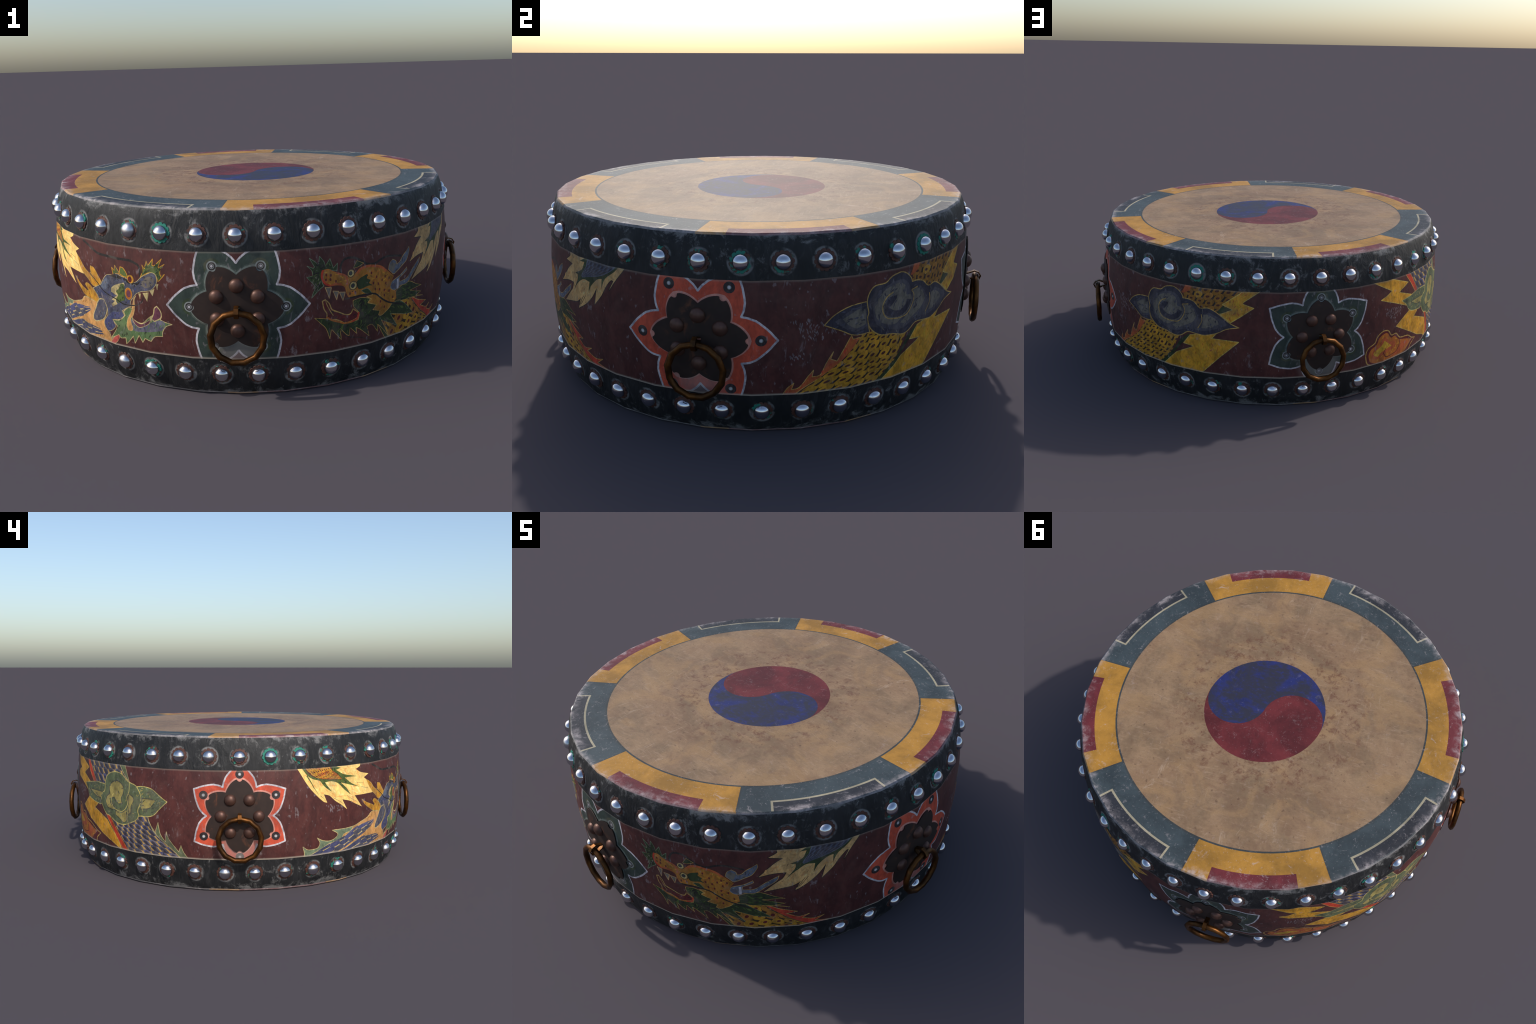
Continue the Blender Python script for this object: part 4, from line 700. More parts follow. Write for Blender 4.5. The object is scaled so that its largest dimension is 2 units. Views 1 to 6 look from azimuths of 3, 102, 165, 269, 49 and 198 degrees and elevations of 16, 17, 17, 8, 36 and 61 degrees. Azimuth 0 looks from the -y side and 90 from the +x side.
for leaf in ([(119.3, 456), (127.7, 477), (133.6, 476), (134, 410), (131.6, 372), (127.5, 373), (123.4, 392), (121.6, 428)], [(148.1, 487), (150.4, 490), (153.4, 481), (155.9, 454), (158.5, 427), (155.8, 387), (154.1, 360), (152, 347), (148.5, 344), (148.3, 375), (149.1, 411)], [(133.6, 445), (134, 495), (135.4, 529), (138.3, 545), (141.5, 538), (144.2, 508), (145.1, 503), (147.6, 490), (149.2, 451), (149.3, 411), (148.1, 371), (148.5, 348), (147.4, 322), (144.8, 303), (142.3, 290), (139.1, 293), (135.9, 322), (134.1, 328), (132, 362), (131.2, 403), (132.2, 431)]):
    C.hatch(leaf, "olive_shade", 26, 24, 6, 60, 80)
    C.hatch(leaf, "olive", 20, 22, 5, 60, 80)
    C.hatch(leaf, "sage", 16, 22, 5, 60, 80)
C.stroke([(145, 503), (144.9, 459), (143.9, 429), (144.2, 395), (142.5, 361), (140.6, 353), (138, 365), (136.8, 395), (137.2, 423), (138.2, 439)], "olive_edge", 3.4)
C.stroke([(144.3, 375), (144, 305)], "olive_edge", 3)
C.part = "painted_cloud.002"
C.fill([(105.8, 195), (105.4, 228), (106.2, 259), (108.5, 278), (109.3, 308), (111.4, 331), (113.6, 325), (115.3, 294), (117.5, 294), (119.7, 262), (123.7, 254), (126.9, 224), (129.4, 212), (126.6, 182), (124.5, 139), (112.6, 145), (107.4, 164), (106.2, 179)], "wine", "pale_gold", 4)
C.fill([(107.1, 190), (106.5, 220), (107.3, 248), (109.3, 268), (110.1, 299), (112, 316), (113.3, 313), (115.1, 281), (117, 283), (119.2, 254), (123.2, 238), (127.1, 216), (124.2, 186), (121.9, 162), (111.9, 159), (108, 175)], "tangerine")
C.hatch([(107.1, 190), (106.5, 220), (107.3, 248), (109.3, 268), (110.1, 299), (112, 316), (113.3, 313), (115.1, 281), (117, 283), (119.2, 254), (123.2, 238), (127.1, 216), (124.2, 186), (121.9, 162), (111.9, 159), (108, 175)], "ochre", 26, 26, 6, 40, 60)
C.fill([(108, 200), (107.7, 226), (109, 249), (110.3, 261), (111.4, 291), (112.9, 292), (114.7, 262), (116.9, 258), (117.9, 225), (115.9, 214), (113.5, 209), (111.6, 186), (109.1, 189)], "flame_red")
C.fill([(108.6, 212), (108.6, 229), (110.2, 244), (111.4, 257), (112.2, 278), (114.2, 255), (115.9, 235), (114.1, 231), (111.7, 221), (110.2, 198)], "lemon")
C.hatch([(108.6, 212), (108.6, 229), (110.2, 244), (111.4, 257), (112.2, 278), (114.2, 255), (115.9, 235), (114.1, 231), (111.7, 221), (110.2, 198)], "tangerine", 8, 18, 5, 40)
C.hatch([(108, 200), (107.7, 226), (109, 249), (110.3, 261), (111.4, 291), (112.9, 292), (114.7, 262), (116.9, 258), (117.9, 225), (115.9, 214), (113.5, 209), (111.6, 186), (109.1, 189)], "lemon", 8, 20, 4, 40)
C.fill([(120.6, 237), (124.8, 219), (123.2, 199), (120.4, 173), (115.9, 171), (118.8, 192)], "flame_red")
C.stroke([(113.2, 232), (112.3, 211), (113.9, 182), (116.4, 183), (118.8, 192), (119.8, 227), (119.4, 257)], "wine", 4)

LEFT, RIGHT = math.radians(SEAM) * ARC, math.radians(SEAM + 360) * ARC
frame = [(LEFT, BAND_LOW), (RIGHT, BAND_LOW), (RIGHT, BAND_HIGH), (LEFT, BAND_HIGH)]
guides = []
for k in range(FACETS + 2):
    x = math.radians(k * 11.25 - 11.25) * ARC
    if LEFT < x < RIGHT:
        guides.append(((x, BAND_LOW), (x, BAND_HIGH)))
for z, _ in PROFILE[:4]:
    guides += [((LEFT, z), (RIGHT, z)), ((LEFT, HEIGHT - z), (RIGHT, HEIGHT - z))] if z > MIDDLE else [((LEFT, z), (RIGHT, z))]
v, tris = C.mosaic(frame, guides)
made = cut_out(C, v, tris, lambda p: on_barrel(p.x / ARC, p.y), lambda p: barrel_normal(p.x / ARC, p.y), ("barrel", "ground"), {}, drum)

made["scrape"]["kind"] = "stuff"

# ---------------------------------------------------------------------- heads
def head_paint(name, rgb, rough=0.6, wear=0.6, mottle=0.25):
    m, n, p, obj = material(name)
    base = srgb(*rgb)
    s = n.new("ShaderNodeSeparateXYZ", Vector=obj)
    r = n.math("SQRT", n.math("ADD", n.math("MULTIPLY", s.outputs[0], s.outputs[0]), n.math("MULTIPLY", s.outputs[1], s.outputs[1])))
    cloud = n.noise(n.stretch(obj, 5, 5, 5), 1.0, 7, 0.68, 0.4)
    col = n.mix(n.step(cloud, 0.36, 0.64), n.mix(1.0, base, (1 - mottle, 1 - mottle, 1 - mottle, 1), "MULTIPLY"), n.mix(1.0, base, (1 + mottle, 1 + mottle * 0.9, 1 + mottle * 0.8, 1), "MULTIPLY"))
    grain = n.noise(n.stretch(obj, 70, 70, 70), 1.0, 4, 0.65)
    col = n.mix(n.math("MULTIPLY", n.step(grain, 0.4, 0.8), 0.35), col, n.mix(1.0, col, (0.6, 0.58, 0.58, 1), "MULTIPLY"))
    # scuffs, and the white wear where the hide bends over the rim
    scuff = n.step(n.noise(n.stretch(obj, 26, 26, 26), 1.0, 6, 0.75, 1.2), 0.57, 0.70)
    flecks = n.step(n.noise(n.stretch(obj, 130, 130, 130), 1.0, 2, 0.5), 0.66, 0.73)
    rim = n.math("MULTIPLY", n.step(n.math("ADD", r, n.math("MULTIPLY", n.noise(n.stretch(obj, 11, 11, 11), 1.0, 6, 0.7, 0.8), 0.10)), 0.891, 0.946), 0.72)
    rag = n.math("MULTIPLY", n.step(n.noise(n.stretch(obj, 24, 24, 24), 1.0, 6, 0.75, 0.4), 0.38, 0.66), n.step(n.noise(n.stretch(obj, 5, 5, 5), 1.0, 3), 0.34, 0.54))
    bare = n.step(r, 0.8795, 0.883)
    mask = n.math("MAXIMUM", n.math("MAXIMUM", n.math("MULTIPLY", rim, rag), n.math("MULTIPLY", bare, n.math("MULTIPLY_ADD", rag, 0.35, 0.22))), n.math("MULTIPLY", n.math("MAXIMUM", n.math("MULTIPLY", scuff, 0.6), n.math("MULTIPLY", flecks, 0.4)), wear))
    col = n.mix(mask, col, srgb(196, 184, 182))
    n.put(p, "Base_Color", col)
    p.inputs["Roughness"].default_value = rough
    p.inputs["Specular IOR Level"].default_value = 0.3
    n.put(p, "Normal", n.bump(n.math("ADD", n.noise(n.stretch(obj, 12, 12, 12), 1.0, 5, 0.6), n.math("MULTIPLY", grain, 0.3)), 0.25, 0.006))
    return m, n, p, obj, col, r


def hide_material():
    m, n, p, obj, col, r = head_paint("hide", (140, 115, 88), wear=0.3, mottle=0.22)
    # yellow-brown blotches, long scraped streaks, rusty stains round the emblem
    blotch = n.step(n.noise(n.stretch(obj, 2.6, 2.6, 2.6), 1.0, 6, 0.7, 0.6), 0.42, 0.60)
    col = n.mix(n.math("MULTIPLY", blotch, 0.4), col, srgb(122, 92, 68))
    warm = n.step(n.noise(n.stretch(obj, 3.4, 4.4, 3), 1.0, 6, 0.6, 1.0), 0.47, 0.62)
    col = n.mix(n.math("MULTIPLY", warm, 0.5), col, srgb(160, 127, 88))
    streak = n.step(n.noise(n.stretch(obj, 9, 44, 9), 1.0, 5, 0.7, 1.8), 0.54, 0.68)
    col = n.mix(n.math("MULTIPLY", streak, 0.34), col, srgb(176, 150, 124))
    near = n.math("SUBTRACT", 1.0, n.step(n.math("ABSOLUTE", n.math("SUBTRACT", r, 0.33)), 0.02, 0.24))
    spots = n.step(n.noise(n.stretch(obj, 22, 22, 22), 1.0, 7, 0.8, 0.25), 0.50, 0.63)
    col = n.mix(n.math("MULTIPLY", n.math("MULTIPLY", near, spots), 0.75), col, srgb(96, 58, 44))
    fibre = n.noise(n.stretch(obj, 60, 150, 60), 1.0, 5, 0.75, 1.5)
    col = n.mix(n.math("MULTIPLY", n.step(fibre, 0.48, 0.66), 0.3), col, srgb(98, 76, 60))
    col = n.mix(n.math("MULTIPLY", n.step(n.noise(n.stretch(obj, 14, 14, 14), 1.0, 7, 0.75, 1.0), 0.50, 0.66), 0.35), col, srgb(112, 84, 66))
    pale = n.math("MULTIPLY", n.step(n.noise(n.stretch(obj, 18, 5, 9), 1.0, 7, 0.75, 2.2), 0.57, 0.66), n.step(n.noise(n.stretch(obj, 2.2, 2.2, 2), 1.0, 2), 0.46, 0.58))
    col = n.mix(n.math("MULTIPLY", pale, 0.45), col, srgb(182, 160, 138))
    pits = n.step(n.noise(n.stretch(obj, 46, 46, 46), 1.0, 3, 0.6), 0.64, 0.72)
    col = n.mix(n.math("MULTIPLY", pits, 0.55), col, srgb(84, 62, 48))
    n.put(p, "Base_Color", col)
    return m


def emblem_blue_material():
    """blue brushed thinly over black"""
    m, n, p, obj, col, r = head_paint("emblem_blue", (36, 44, 100), wear=0.3)
    patch = n.noise(n.stretch(obj, 7, 7, 7), 1.0, 6, 0.66, 0.5)
    near = n.math("MULTIPLY", n.math("SUBTRACT", 0.3, r), 0.5)
    rubbed = n.step(n.math("ADD", patch, near), 0.44, 0.60)
    bristle = n.step(n.noise(n.stretch(obj, 34, 60, 34), 1.0, 5, 0.7, 0.6), 0.26, 0.52)
    col = n.mix(n.math("MULTIPLY", n.math("MULTIPLY", rubbed, bristle), 0.9), col, srgb(48, 47, 54))
    n.put(p, "Base_Color", col)
    return m


for key, rgb in {"head_ochre": (162, 118, 48), "head_teal": (58, 68, 72), "head_slate": (46, 48, 54), "head_crimson": (100, 40, 45), "head_cream": (156, 148, 124), "head_line": (58, 62, 62)}.items():
    MATERIALS[key] = head_paint(key, rgb)[0]
MATERIALS["emblem_red"] = head_paint("emblem_red_worn", (96, 36, 39), wear=0.3, mottle=0.32)[0]
MATERIALS["hide"] = hide_material()
MATERIALS["emblem_blue"] = emblem_blue_material()
EMBLEM = Vector((0.029, 0.016))
EMBLEM_R, EMBLEM_TURN = 0.284, math.radians(-9)
# degrees round the head where the ochre fields begin and end, and their inner tablets
FIELDS = [((-93.4, -48.0), (-85.6, -57.3)), ((-1.1, 41.2), (5.7, 33.7)), ((83.0, 124.2), (90.6, 115.1)), ((170.6, 217.2), (179.8, 208.5))]
TABLETS = [(-133.4, -101.8), (-39.0, -10.1), (49.7, 75.9), (132.3, 162.6)]


def arc(r, a, b, n):
    return [Vector((r * math.cos(math.radians(a + (b - a) * k / n)), r * math.sin(math.radians(a + (b - a) * k / n)))) for k in range(n + 1)]


def drum_head(up):
    H = Canvas()
    H.part = "border"
    full = lambda r, n=96: arc(r, 0, 360, n)[:-1]
    H.add(full(0.95), "head_teal")
    for (a, b), (c, d) in FIELDS:
        H.part = "border"
        H.add(arc(0.95, a, b, 14) + arc(0.70, b, a, 14), "head_ochre")
        H.line(arc(0.95, a, a, 1)[:1] + arc(0.70, a, a, 1)[:1], "head_line", 0.006)
        H.line(arc(0.95, b, b, 1)[:1] + arc(0.70, b, b, 1)[:1], "head_line", 0.006)
        H.add(arc(0.95, c, d, 12) + arc(0.823, d, c, 12), "head_crimson")
    for a, b in TABLETS:
        H.add(arc(0.95, a - 0.6, b + 0.6, 12) + arc(0.8145, b + 0.6, a - 0.6, 12), "head_cream")
        H.add(arc(0.95, a, b, 12) + arc(0.8235, b, a, 12), "head_slate")
    H.add(full(0.7275), "head_line")
    H.part = "hide"
    H.add(full(0.7195), "hide")
    H.part = "emblem"
    turn = lambda pts: [EMBLEM + Vector((p.x * math.cos(EMBLEM_TURN) - p.y * math.sin(EMBLEM_TURN), p.x * math.sin(EMBLEM_TURN) + p.y * math.cos(EMBLEM_TURN))) for p in pts]
    H.add(turn(full(EMBLEM_R, 72)), "emblem_red")
    half = EMBLEM_R / 2
    # blue comma: half disc, plus the bulge at one end, minus the other
    big = arc(EMBLEM_R, 180, 360, 36)
    bulge = [p + Vector((half, 0)) for p in arc(half, 0, 180, 18)]
    bite = [p + Vector((-half, 0)) for p in arc(half, 360, 180, 18)]
    H.add(turn(big + bulge[1:] + bite[1:-1]), "emblem_blue")
    frame = [Vector((0.8810 * math.cos(k * STEP), 0.8810 * math.sin(k * STEP))) for k in range(FACETS)]
    v, tris = H.mosaic(frame, [((math.cos(k * STEP) * 0.68, math.sin(k * STEP) * 0.68), (math.cos(k * STEP) * 0.87, math.sin(k * STEP) * 0.87)) for k in range(FACETS)])
    z, sign = (TOP, 1) if up else (0.0, -1)
    made = cut_out(H, v, tris if up else [(t[::-1], o) for t, o in tris], lambda p: Vector((p.x, p.y, z)), lambda p: Vector((0, 0, sign)), ("border", "head_teal"), {"border": "drumhead"}, drum)
    return made["border"]


def rim_strip(up, head):
    """the painted hide turns over the rim for a few millimetres"""
    # (height, radius, upward tilt of the normal)
    rows = [(TOP, 0.8810, 1.6), (TOP - 0.0020, 0.8855, 0.8), (0.7295, 0.8876, 0.35)] if up else [(HEIGHT, 0.8810, 1.6), (HEIGHT - 0.0025, 0.8862, 0.8), (0.732, 0.8908, 0.35)]
    spans = []
    for (a, b), (c, d) in FIELDS:
        spans += [(a, c, "head_ochre"), (c, d, "head_crimson"), (d, b, "head_ochre")]
    verts, faces, mi, mats, nor = [], [], [], [], []
    cuts = sorted({round(k * 11.25, 3) for k in range(-16, 17)} | {x if x <= 180 else x - 360 for s in spans for x in s[:2]})
    colour = lambda m: next((c for a, b, c in spans if a <= m <= b or a <= m + 360 <= b), "head_teal")
    for a, b in zip(cuts, cuts[1:]):
        if b - a < 1e-4:
            continue
        name = colour((a + b) / 2)
        if name not in mats:
            mats.append(name)
        for (z0, r0, n0), (z1, r1, n1) in zip(rows, rows[1:]):
            k = len(verts)
            for t, z, r, tilt in ((a, z1, r1, n1), (b, z1, r1, n1), (b, z0, r0, n0), (a, z0, r0, n0)):
                th = math.radians(t)
                rr = r * facet(th)
                verts.append((rr * math.cos(th), rr * math.sin(th), z if up else HEIGHT - z))
                nor.append(Vector((math.cos(th), math.sin(th), tilt if up else -tilt)).normalized())
            faces.append([k, k + 1, k + 2, k + 3] if up else [k + 3, k + 2, k + 1, k])
            mi.append(mats.index(name))
    mesh_object("rim", verts, faces, [MATERIALS[c] for c in mats], mi, head, nor)


for up in (True, False):
    rim_strip(up, drum_head(up))

# -------------------------------------------------------------------- collars
STUDS, STUD_STEP = 40, TAU / 40
STUD_HIGH, STUD_LOW = 0.6442, 0.0937


def leather_material(shift, stud_z, name):
    m, n, p, obj = material(name)
    s = n.new("ShaderNodeSeparateXYZ", Vector=obj)
    base = n.mix(n.step(n.noise(n.stretch(obj, 6, 6, 6), 1.0, 6, 0.7), 0.35, 0.7), srgb(27, 28, 29), srgb(41, 41, 42))
    streak = n.noise(n.stretch(obj, 34, 34, 7), 1.0, 6, 0.7, 0.8)
    base = n.mix(n.math("MULTIPLY", n.step(streak, 0.5, 0.7), 0.3), base, srgb(72, 72, 73))
    # white bloom where the hide is folded over the rim
    end = n.math("ABSOLUTE", n.math("SUBTRACT", s.outputs[2], MIDDLE))
    ragged = n.noise(n.stretch(obj, 13, 13, 16), 1.0, 7, 0.72, 0.5)
    bloom = n.step(n.math("ADD", end, n.math("MULTIPLY", n.math("SUBTRACT", ragged, 0.5), 0.24)), 0.345, 0.385)
    scratch = n.math("MULTIPLY", n.step(n.noise(n.stretch(obj, 30, 30, 22), 1.0, 6, 0.75, 0.35), 0.53, 0.68), n.step(n.noise(n.stretch(obj, 5, 5, 5), 1.0, 3), 0.45, 0.58))
    # chalky ring scraped round each washer
    turn = n.math("ARCTAN2", s.outputs[1], s.outputs[0])
    cell = n.math("SUBTRACT", n.math("FRACT", n.math("ADD", n.math("DIVIDE", turn, STUD_STEP), 10.5 + shift)), 0.5)
    dx = n.math("MULTIPLY", cell, STUD_STEP * 0.908)
    dz = n.math("SUBTRACT", s.outputs[2], stud_z)
    far = n.math("SQRT", n.math("ADD", n.math("MULTIPLY", dx, dx), n.math("MULTIPLY", dz, dz)))
    ring = n.math("SUBTRACT", 1.0, n.step(far, 0.0425, 0.049))
    ring = n.math("MULTIPLY", ring, n.step(n.noise(n.stretch(obj, 16, 16, 16), 1.0, 4, 0.6), 0.42, 0.60))
    mask = n.math("MAXIMUM", n.math("MAXIMUM", n.math("MULTIPLY", bloom, 0.6), n.math("MULTIPLY", scratch, 0.45)), n.math("MULTIPLY", ring, 0.6))
    col = n.mix(mask, base, srgb(140, 138, 136))
    n.put(p, "Base_Color", col)
    p.inputs["Roughness"].default_value = 0.55
    p.inputs["Specular IOR Level"].default_value = 0.3
    fold = n.noise(n.stretch(obj, 16, 16, 5), 1.0, 4, 0.55, 1.5)
    n.put(p, "Normal", n.bump(n.math("ADD", fold, n.math("MULTIPLY", streak, 0.35)), 0.45, 0.012))
    return m


def collar(up):
    mat = leather_material(0.0 if up else 0.5, STUD_HIGH if up else STUD_LOW, "leather_high" if up else "leather_low")
    rows = [(BAND_HIGH - 0.001, radius(BAND_HIGH) - 0.003), (BAND_HIGH - 0.002, radius(BAND_HIGH) + 0.0012), (BAND_HIGH + 0.001, radius(BAND_HIGH) + 0.0016)]
    rows += [(z, radius(z) + (0.001 if up else 0.001 + 0.06 * max(0, z - 0.66))) for z in (0.610, 0.648, 0.675, 0.700, 0.718)] + ([(0.7295, 0.8876)] if up else [(0.732, 0.8908)])
    verts, nor, faces = [], [], []
    for z, r in rows:
        for k in range(FACETS):
            th = k * STEP
            verts.append((r * math.cos(th), r * math.sin(th), z if up else HEIGHT - z))
            nor.append(barrel_normal(th, z if up else HEIGHT - z))
    for i in range(len(rows) - 1):
        for k in range(FACETS):
            a, b = i * FACETS + k, i * FACETS + (k + 1) % FACETS
            q = [a, b, b + FACETS, a + FACETS]
            faces.append(q if up else q[::-1])
    return mesh_object("collar", verts, faces, [mat], None, drum, nor)


collars = {True: collar(True), False: collar(False)}


# ---------------------------------------------------------------------- studs
def lathe(profile, seg, phase=0.0, wobble=None):
    """profile (r, height) from the rim to the pole, turned about z"""
    verts, faces = [], []
    for r, h in profile:
        for k in range(seg):
            a = k * TAU / seg + phase
            rr = r * (wobble(a) if wobble and r > 0 else 1)
            verts.append((rr * math.cos(a), rr * math.sin(a), h))
    for i in range(len(profile) - 1):
        for k in range(seg):
            a, b = i * seg + k, i * seg + (k + 1) % seg
            faces.append([a, b, b + seg, a + seg])
    faces.append(list(range((len(profile) - 1) * seg, len(profile) * seg)))
    return verts, faces


def steel_material():
    m, n, p, obj = material("polished_steel")
    tarnish = n.new("ShaderNodeObjectInfo").outputs["Random"]
    pos = n.new("ShaderNodeVectorMath", i0=obj, i1=n.new("ShaderNodeCombineXYZ", X=n.math("MULTIPLY", tarnish, 37.0), Y=tarnish).outputs[0]).outputs[0]
    rust = n.step(n.noise(n.stretch(pos, 46, 46, 46), 1.0, 4, 0.6), 0.62, 0.74)
    dull = n.new("ShaderNodeAttribute")
    dull.attribute_type, dull.attribute_name = "OBJECT", '["tarnish"]'
    old = dull.outputs["Fac"]
    mask = n.math("MULTIPLY", rust, n.math("MULTIPLY_ADD", old, 0.5, 0.35), clamp=True)
    n.put(p, "Base_Color", n.mix(mask, srgb(205, 205, 210), srgb(112, 84, 72)))
    n.put(p, "Metallic", n.math("SUBTRACT", 1.0, n.math("MULTIPLY", mask, 0.6)))
    n.put(p, "Roughness", n.math("ADD", 0.13, n.math("ADD", n.math("MULTIPLY", mask, 0.4), n.math("MULTIPLY", old, 0.22))))
    return m


def washer_material():
    m, n, p, obj = material("copper_washer")
    rnd = n.new("ShaderNodeObjectInfo").outputs["Random"]
    pos = n.new("ShaderNodeVectorMath", i0=obj, i1=n.new("ShaderNodeCombineXYZ", X=n.math("MULTIPLY", rnd, 53.0), Y=n.math("MULTIPLY", rnd, 11.0)).outputs[0]).outputs[0]
    rot = n.new("ShaderNodeAttribute")
    rot.attribute_type, rot.attribute_name = "OBJECT", '["verdigris"]'
    bias = n.math("MULTIPLY", rot.outputs["Fac"], 0.30)
    green = n.step(n.math("ADD", n.noise(n.stretch(pos, 26, 26, 26), 1.0, 4, 0.6), bias), 0.63, 0.69)
    tone = n.mix(n.noise(n.stretch(pos, 60, 60, 60), 1.0, 3), srgb(60, 36, 30), srgb(98, 60, 48))
    n.put(p, "Base_Color", n.mix(green, tone, srgb(30, 118, 100)))
    p.inputs["Metallic"].default_value = 0.15
    p.inputs["Roughness"].default_value = 0.6
    return m


STEEL, WASHER = steel_material(), washer_material()
DOME_R, DOME_H = 0.0295, 0.0240
dome = [(DOME_R, -0.004), (DOME_R, 0.0005)] + [(DOME_R * math.cos(a), 0.0005 + DOME_H * math.sin(a)) for a in [math.radians(x) for x in (12, 26, 40, 54, 67, 79)]]
stud_verts, stud_faces = lathe(dome, 20)
scallop = lambda a: 0.86 + 0.14 * math.sqrt(abs(math.sin(6 * a)))
wash_verts, wash_faces = lathe([(0.0396, -0.004), (0.0396, 0.0014), (0.0387, 0.0024), (0.026, 0.0025), (0.020, 0.0025)], 96, 0.0, scallop)


def shared_mesh(name, verts, faces, mat):
    me = bpy.data.meshes.new(name)
    me.from_pydata(verts, [], faces)
    me.materials.append(mat)
    me.polygons.foreach_set("use_smooth", [True] * len(faces))
    me.update()
    return me


stud_mesh = shared_mesh("stud", stud_verts, stud_faces, STEEL)
washer_mesh = shared_mesh("washer", wash_verts, wash_faces, WASHER)
washer_mesh.polygons.foreach_set("use_smooth", [False] * len(wash_faces))
# degrees round the drum of the washers that have gone green, and of the studs that have gone dull
GREEN = {-108.0: 1.0, -117.0: 0.4, 9.0: 0.75, 0.0: 0.3, -9.0: 0.35, 54.0: 0.95, 63.0: 0.42, 72.0: 0.42, 45.0: 0.3, 108.0: 0.4, 126.0: 0.4, 135.0: 0.5, 153.0: 0.3, -171.0: 0.95, -162.0: 0.5, -153.0: 0.4, -135.0: 0.3,
         -130.5: 0.4, -112.5: 0.55, -94.5: 0.3, -67.5: 0.35, 139.5: 0.3, -175.5: 0.25, -148.5: 0.25}
DULL = {-117.0: 1.0, 171.0: 0.6, -126.0: 0.2, -121.5: 0.7, 175.5: 0.7, -157.5: 0.5, 94.5: 0.4, 130.5: 0.5, -49.5: 0.4, 76.5: 0.4}
for up, z, shift in ((True, STUD_HIGH, 0.0), (False, STUD_LOW, 0.5)):
    for k in range(STUDS):
        th = (k + shift) * STUD_STEP
        nz = barrel_normal(th, z)
        side = Vector((-math.sin(th), math.cos(th), 0))
        rot = Matrix((side, nz.cross(side), nz)).transposed().to_4x4()
        spin = Matrix.Rotation(random.uniform(0, TAU), 4, "Z")
        ob = bpy.data.objects.new("stud", stud_mesh)
        bpy.context.scene.collection.objects.link(ob)
        ob.parent = drum
        at = round((math.degrees(th) + 180) % 360 - 180, 1)
        ob["tarnish"] = float(DULL.get(at, 0.0))
        tip = random.uniform(-0.0012, 0.0012)
        ob.matrix_world = Matrix.Translation(on_barrel(th, z) + nz * 0.0025 + side * tip) @ rot
        wa = bpy.data.objects.new("washer", washer_mesh)
        bpy.context.scene.collection.objects.link(wa)
        wa.parent = ob
        wa["verdigris"] = float(GREEN.get(at, random.uniform(0, 0.22)))
        wa.matrix_parent_inverse = Matrix()
        wa.matrix_basis = Matrix.Translation((0, 0, -0.0022)) @ spin

# ------------------------------------------------- flower plates, bosses, rings
def bronze(name, dark, light, metallic, rough, rust=0.0):
    m, n, p, obj = material(name)
    tone = n.mix(n.step(n.noise(n.stretch(obj, 22, 22, 22), 1.0, 5, 0.65), 0.35, 0.7), srgb(*dark), srgb(*light))
    if rust:
        # orange bleeding, drawn downwards
        bleed = n.step(n.noise(n.stretch(obj, 15, 15, 9), 1.0, 6, 0.7, 0.6), 0.56, 0.72)
        tone = n.mix(n.math("MULTIPLY", bleed, rust), tone, srgb(124, 72, 44))
    n.put(p, "Base_Color", tone)
    p.inputs["Metallic"].default_value = metallic
    p.inputs["Roughness"].default_value = rough
    n.put(p, "Normal", n.bump(n.noise(n.stretch(obj, 80, 80, 80), 1.0, 4), 0.15, 0.002))
    return m


PLATE = bronze("plate_bronze", (42, 29, 24), (52, 37, 30), 0.15, 0.68, 0.5)
BOSS = bronze("boss_copper", (80, 56, 47), (104, 72, 60), 0.5, 0.45)
RING = bronze("ring_brass", (64, 40, 16), (104, 64, 24), 0.8, 0.42)
PLATE_LIFT, PLATE_THICK = 0.0022, 0.0045


def plate_outline(turn):
    """six petals, each tip bitten by a half-round notch"""
    pts, bite, at = [], 0.0125, 0.1745
    for petal in range(6):
        axis = math.radians(petal * 60 + turn)
        for phi in (-30, -27.5, -25, -22, -19, -16, -13, -10, -7, -4.6):
            r, a = petal_radius(PLATE_PETAL, phi), axis + math.radians(phi)
            pts.append(Vector((r * math.cos(a), r * math.sin(a))))
        c = Vector((math.cos(axis), math.sin(axis))) * at
        for k in range(9):
            a = axis - math.radians(112) - math.radians(136) * k / 8
            pts.append(c + Vector((bite * math.cos(a), bite * math.sin(a))))
        for phi in (4.6, 7, 10, 13, 16, 19, 22, 25, 27.5):
            r, a = petal_radius(PLATE_PETAL, phi), axis + math.radians(phi)
            pts.append(Vector((r * math.cos(a), r * math.sin(a))))
    return pts


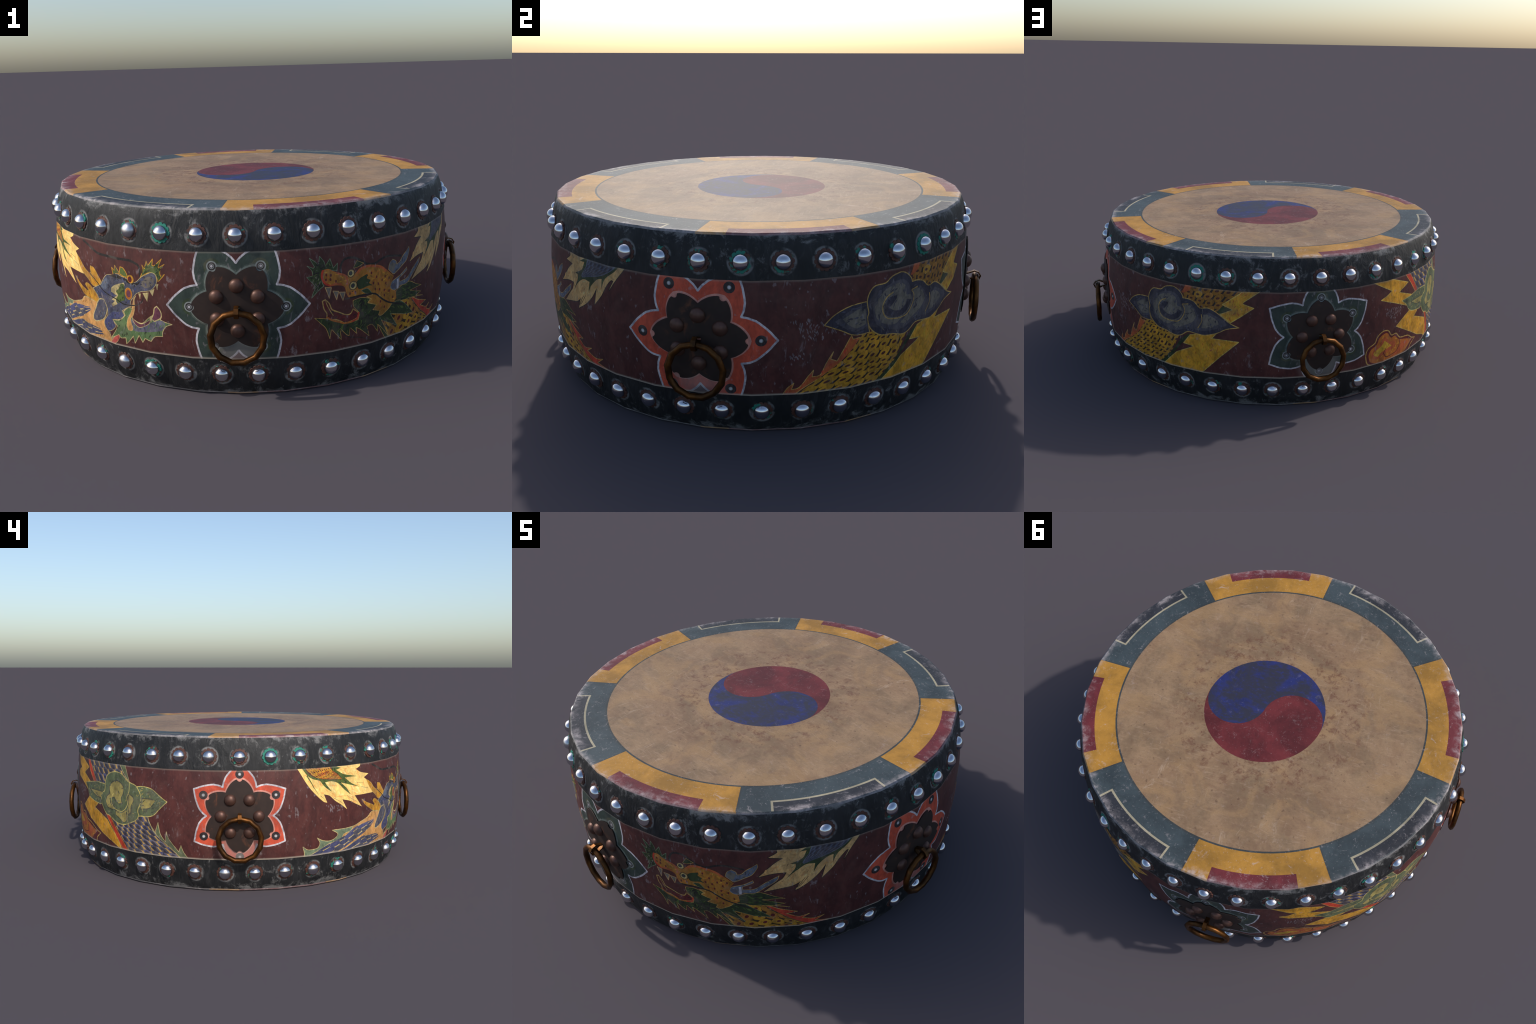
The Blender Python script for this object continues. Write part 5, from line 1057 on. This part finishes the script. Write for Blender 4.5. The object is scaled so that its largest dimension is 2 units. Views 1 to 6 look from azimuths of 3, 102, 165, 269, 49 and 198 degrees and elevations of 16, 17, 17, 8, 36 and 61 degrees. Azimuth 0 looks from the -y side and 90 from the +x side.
def flower_plate(theta, turn):
    out = Vector((math.cos(theta), math.sin(theta), 0))
    side = Vector((-math.sin(theta), math.cos(theta), 0))
    # the plate is hammered to the curve of the barrel
    put = lambda p, d: on_barrel(theta + p.x / ARC, MIDDLE + p.y, PLATE_LIFT + d)
    rim = plate_outline(turn)
    hole = [Vector((0.011 * math.cos(k * TAU / 16), 0.011 * math.sin(k * TAU / 16))) for k in range(16)]
    n, h = len(rim), len(hole)
    pts = rim + hole
    edges = [(i, (i + 1) % n) for i in range(n)] + [(n + i, n + (i + 1) % h) for i in range(h)]
    bends = [((k * STEP / 2 * ARC, -0.2), (k * STEP / 2 * ARC, 0.2)) for k in (-2, -1, 0, 1, 2)] + [((-0.2, y), (0.2, y)) for y in (-0.149, -0.1, -0.05, 0.05, 0.1, 0.149)]
    for p, q in bends:
        edges.append((len(pts), len(pts) + 1))
        pts += [Vector(p), Vector(q)]
    v2, _, f2, _, _, _ = delaunay_2d_cdt(pts, edges, [], 0, 1e-7)

    def within(p, loop):
        hit = False
        for a, b in zip(loop, loop[1:] + loop[:1]):
            if (a.y > p.y) != (b.y > p.y) and p.x < (b.x - a.x) * (p.y - a.y) / (b.y - a.y) + a.x:
                hit = not hit
        return hit

    flat = []
    for t in f2:
        c = (v2[t[0]] + v2[t[1]] + v2[t[2]]) / 3
        if within(c, rim) and c.length > 0.0108:
            flat.append(list(t))
    m = len(v2)
    keep = sorted({k for t in flat for k in t})
    index = {k: i for i, k in enumerate(keep)}
    flat, v2, m = [[index[k] for k in t] for t in flat], [v2[k] for k in keep], len(keep)
    verts = [put(p, PLATE_THICK) for p in v2] + [put(p, PLATE_THICK) for p in v2] + [put(p, 0) for p in v2]
    faces = [t for t in flat] + [[k + 2 * m for k in t[::-1]] for t in flat]
    count = {(a, b) for t in flat for a, b in zip(t, t[1:] + t[:1])}
    for a, b in count:
        if (b, a) not in count:
            faces.append([a + m, a + 2 * m, b + 2 * m, b + m])
    nor = [barrel_normal(theta + p.x / ARC, MIDDLE + p.y) for p in v2]
    nor = nor + [(out * 0.3 + side * p.x * 6 + Vector((0, 0, p.y * 6))).normalized() for p in v2] + [-q for q in nor]
    plate = mesh_object("flower_plate", verts, sorted(faces), [PLATE], None, drum, nor)
    for k in range(6):
        a = math.radians(30 + 60 * k + turn)
        p = Vector((math.cos(a), math.sin(a))) * 0.088
        nz = barrel_normal(theta + p.x / ARC, MIDDLE + p.y)
        sx = Vector((0, 0, 1)).cross(nz).normalized()
        rot = Matrix((sx, nz.cross(sx), nz)).transposed().to_4x4()
        ob = bpy.data.objects.new("boss", boss_mesh)
        bpy.context.scene.collection.objects.link(ob)
        ob.parent = plate
        ob.matrix_world = Matrix.Translation(put(p, PLATE_THICK) - nz * 0.001) @ rot
    # staple: a strap bent round the ring and driven through the plate
    path = [(0.932, 0.377), (0.950, 0.383), (0.969, 0.3915), (0.986, 0.3865), (0.9972, 0.371), (0.990, 0.353), (0.973, 0.348), (0.951, 0.359), (0.932, 0.366)]
    half, thick = 0.0085, 0.0026
    ring_pts = [Vector(p) for p in path]
    sv, sf = [], []
    for i, p in enumerate(ring_pts):
        d = (ring_pts[min(i + 1, len(path) - 1)] - ring_pts[max(i - 1, 0)]).normalized()
        nrm = Vector((-d.y, d.x))
        for w, t in ((-half, thick), (half, thick), (half, -thick), (-half, -thick)):
            q = p + nrm * t
            sv.append(out * q.x + side * w + Vector((0, 0, q.y)))
    for i in range(len(path) - 1):
        for k in range(4):
            a, b = i * 4 + k, i * 4 + (k + 1) % 4
            sf.append([a, b, b + 4, a + 4])
    sf += [[3, 2, 1, 0], [len(sv) - 4, len(sv) - 3, len(sv) - 2, len(sv) - 1]]
    # ring: a coarse forged hoop, twelve flats round, six round its bar
    big, bar, cz, cr = 0.0994, 0.0130, 0.2700, 0.9765
    rv, rf, N, M = [], [], 13, 6
    for i in range(N):
        a = i * TAU / N + math.pi / 2
        for j in range(M):
            b = j * TAU / M + 0.26 * (i % 2)
            rr = big + bar * math.cos(b)
            rv.append(out * (cr + bar * math.sin(b)) + side * rr * math.cos(a) + Vector((0, 0, cz + rr * math.sin(a))))
    for i in range(N):
        for j in range(M):
            a, b, c, d = i * M + j, i * M + (j + 1) % M, ((i + 1) % N) * M + (j + 1) % M, ((i + 1) % N) * M + j
            rf += [[a, b, d], [b, c, d]] if i % 2 else [[a, b, c], [a, c, d]]
    ring = mesh_object("ring", rv, rf, [RING], None, drum)
    mesh_object("staple", sv, sf, [RING], None, ring, smooth=False)
    for ob in (ring, ring.children[0]):
        bm = bmesh.new()
        bm.from_mesh(ob.data)
        bmesh.ops.recalc_face_normals(bm, faces=bm.faces)
        bm.to_mesh(ob.data)
        bm.free()


boss_verts, boss_faces = lathe([(0.028 * math.cos(a), 0.0205 * math.sin(a) - 0.0006) for a in [math.radians(x) for x in (0, 14, 28, 42, 56, 70, 81)]], 24)
boss_mesh = shared_mesh("boss", boss_verts, boss_faces, BOSS)
for k, turn in ((-1, 0), (0, 0), (1, 30), (2, 30)):
    flower_plate(k * TAU / 4, turn)
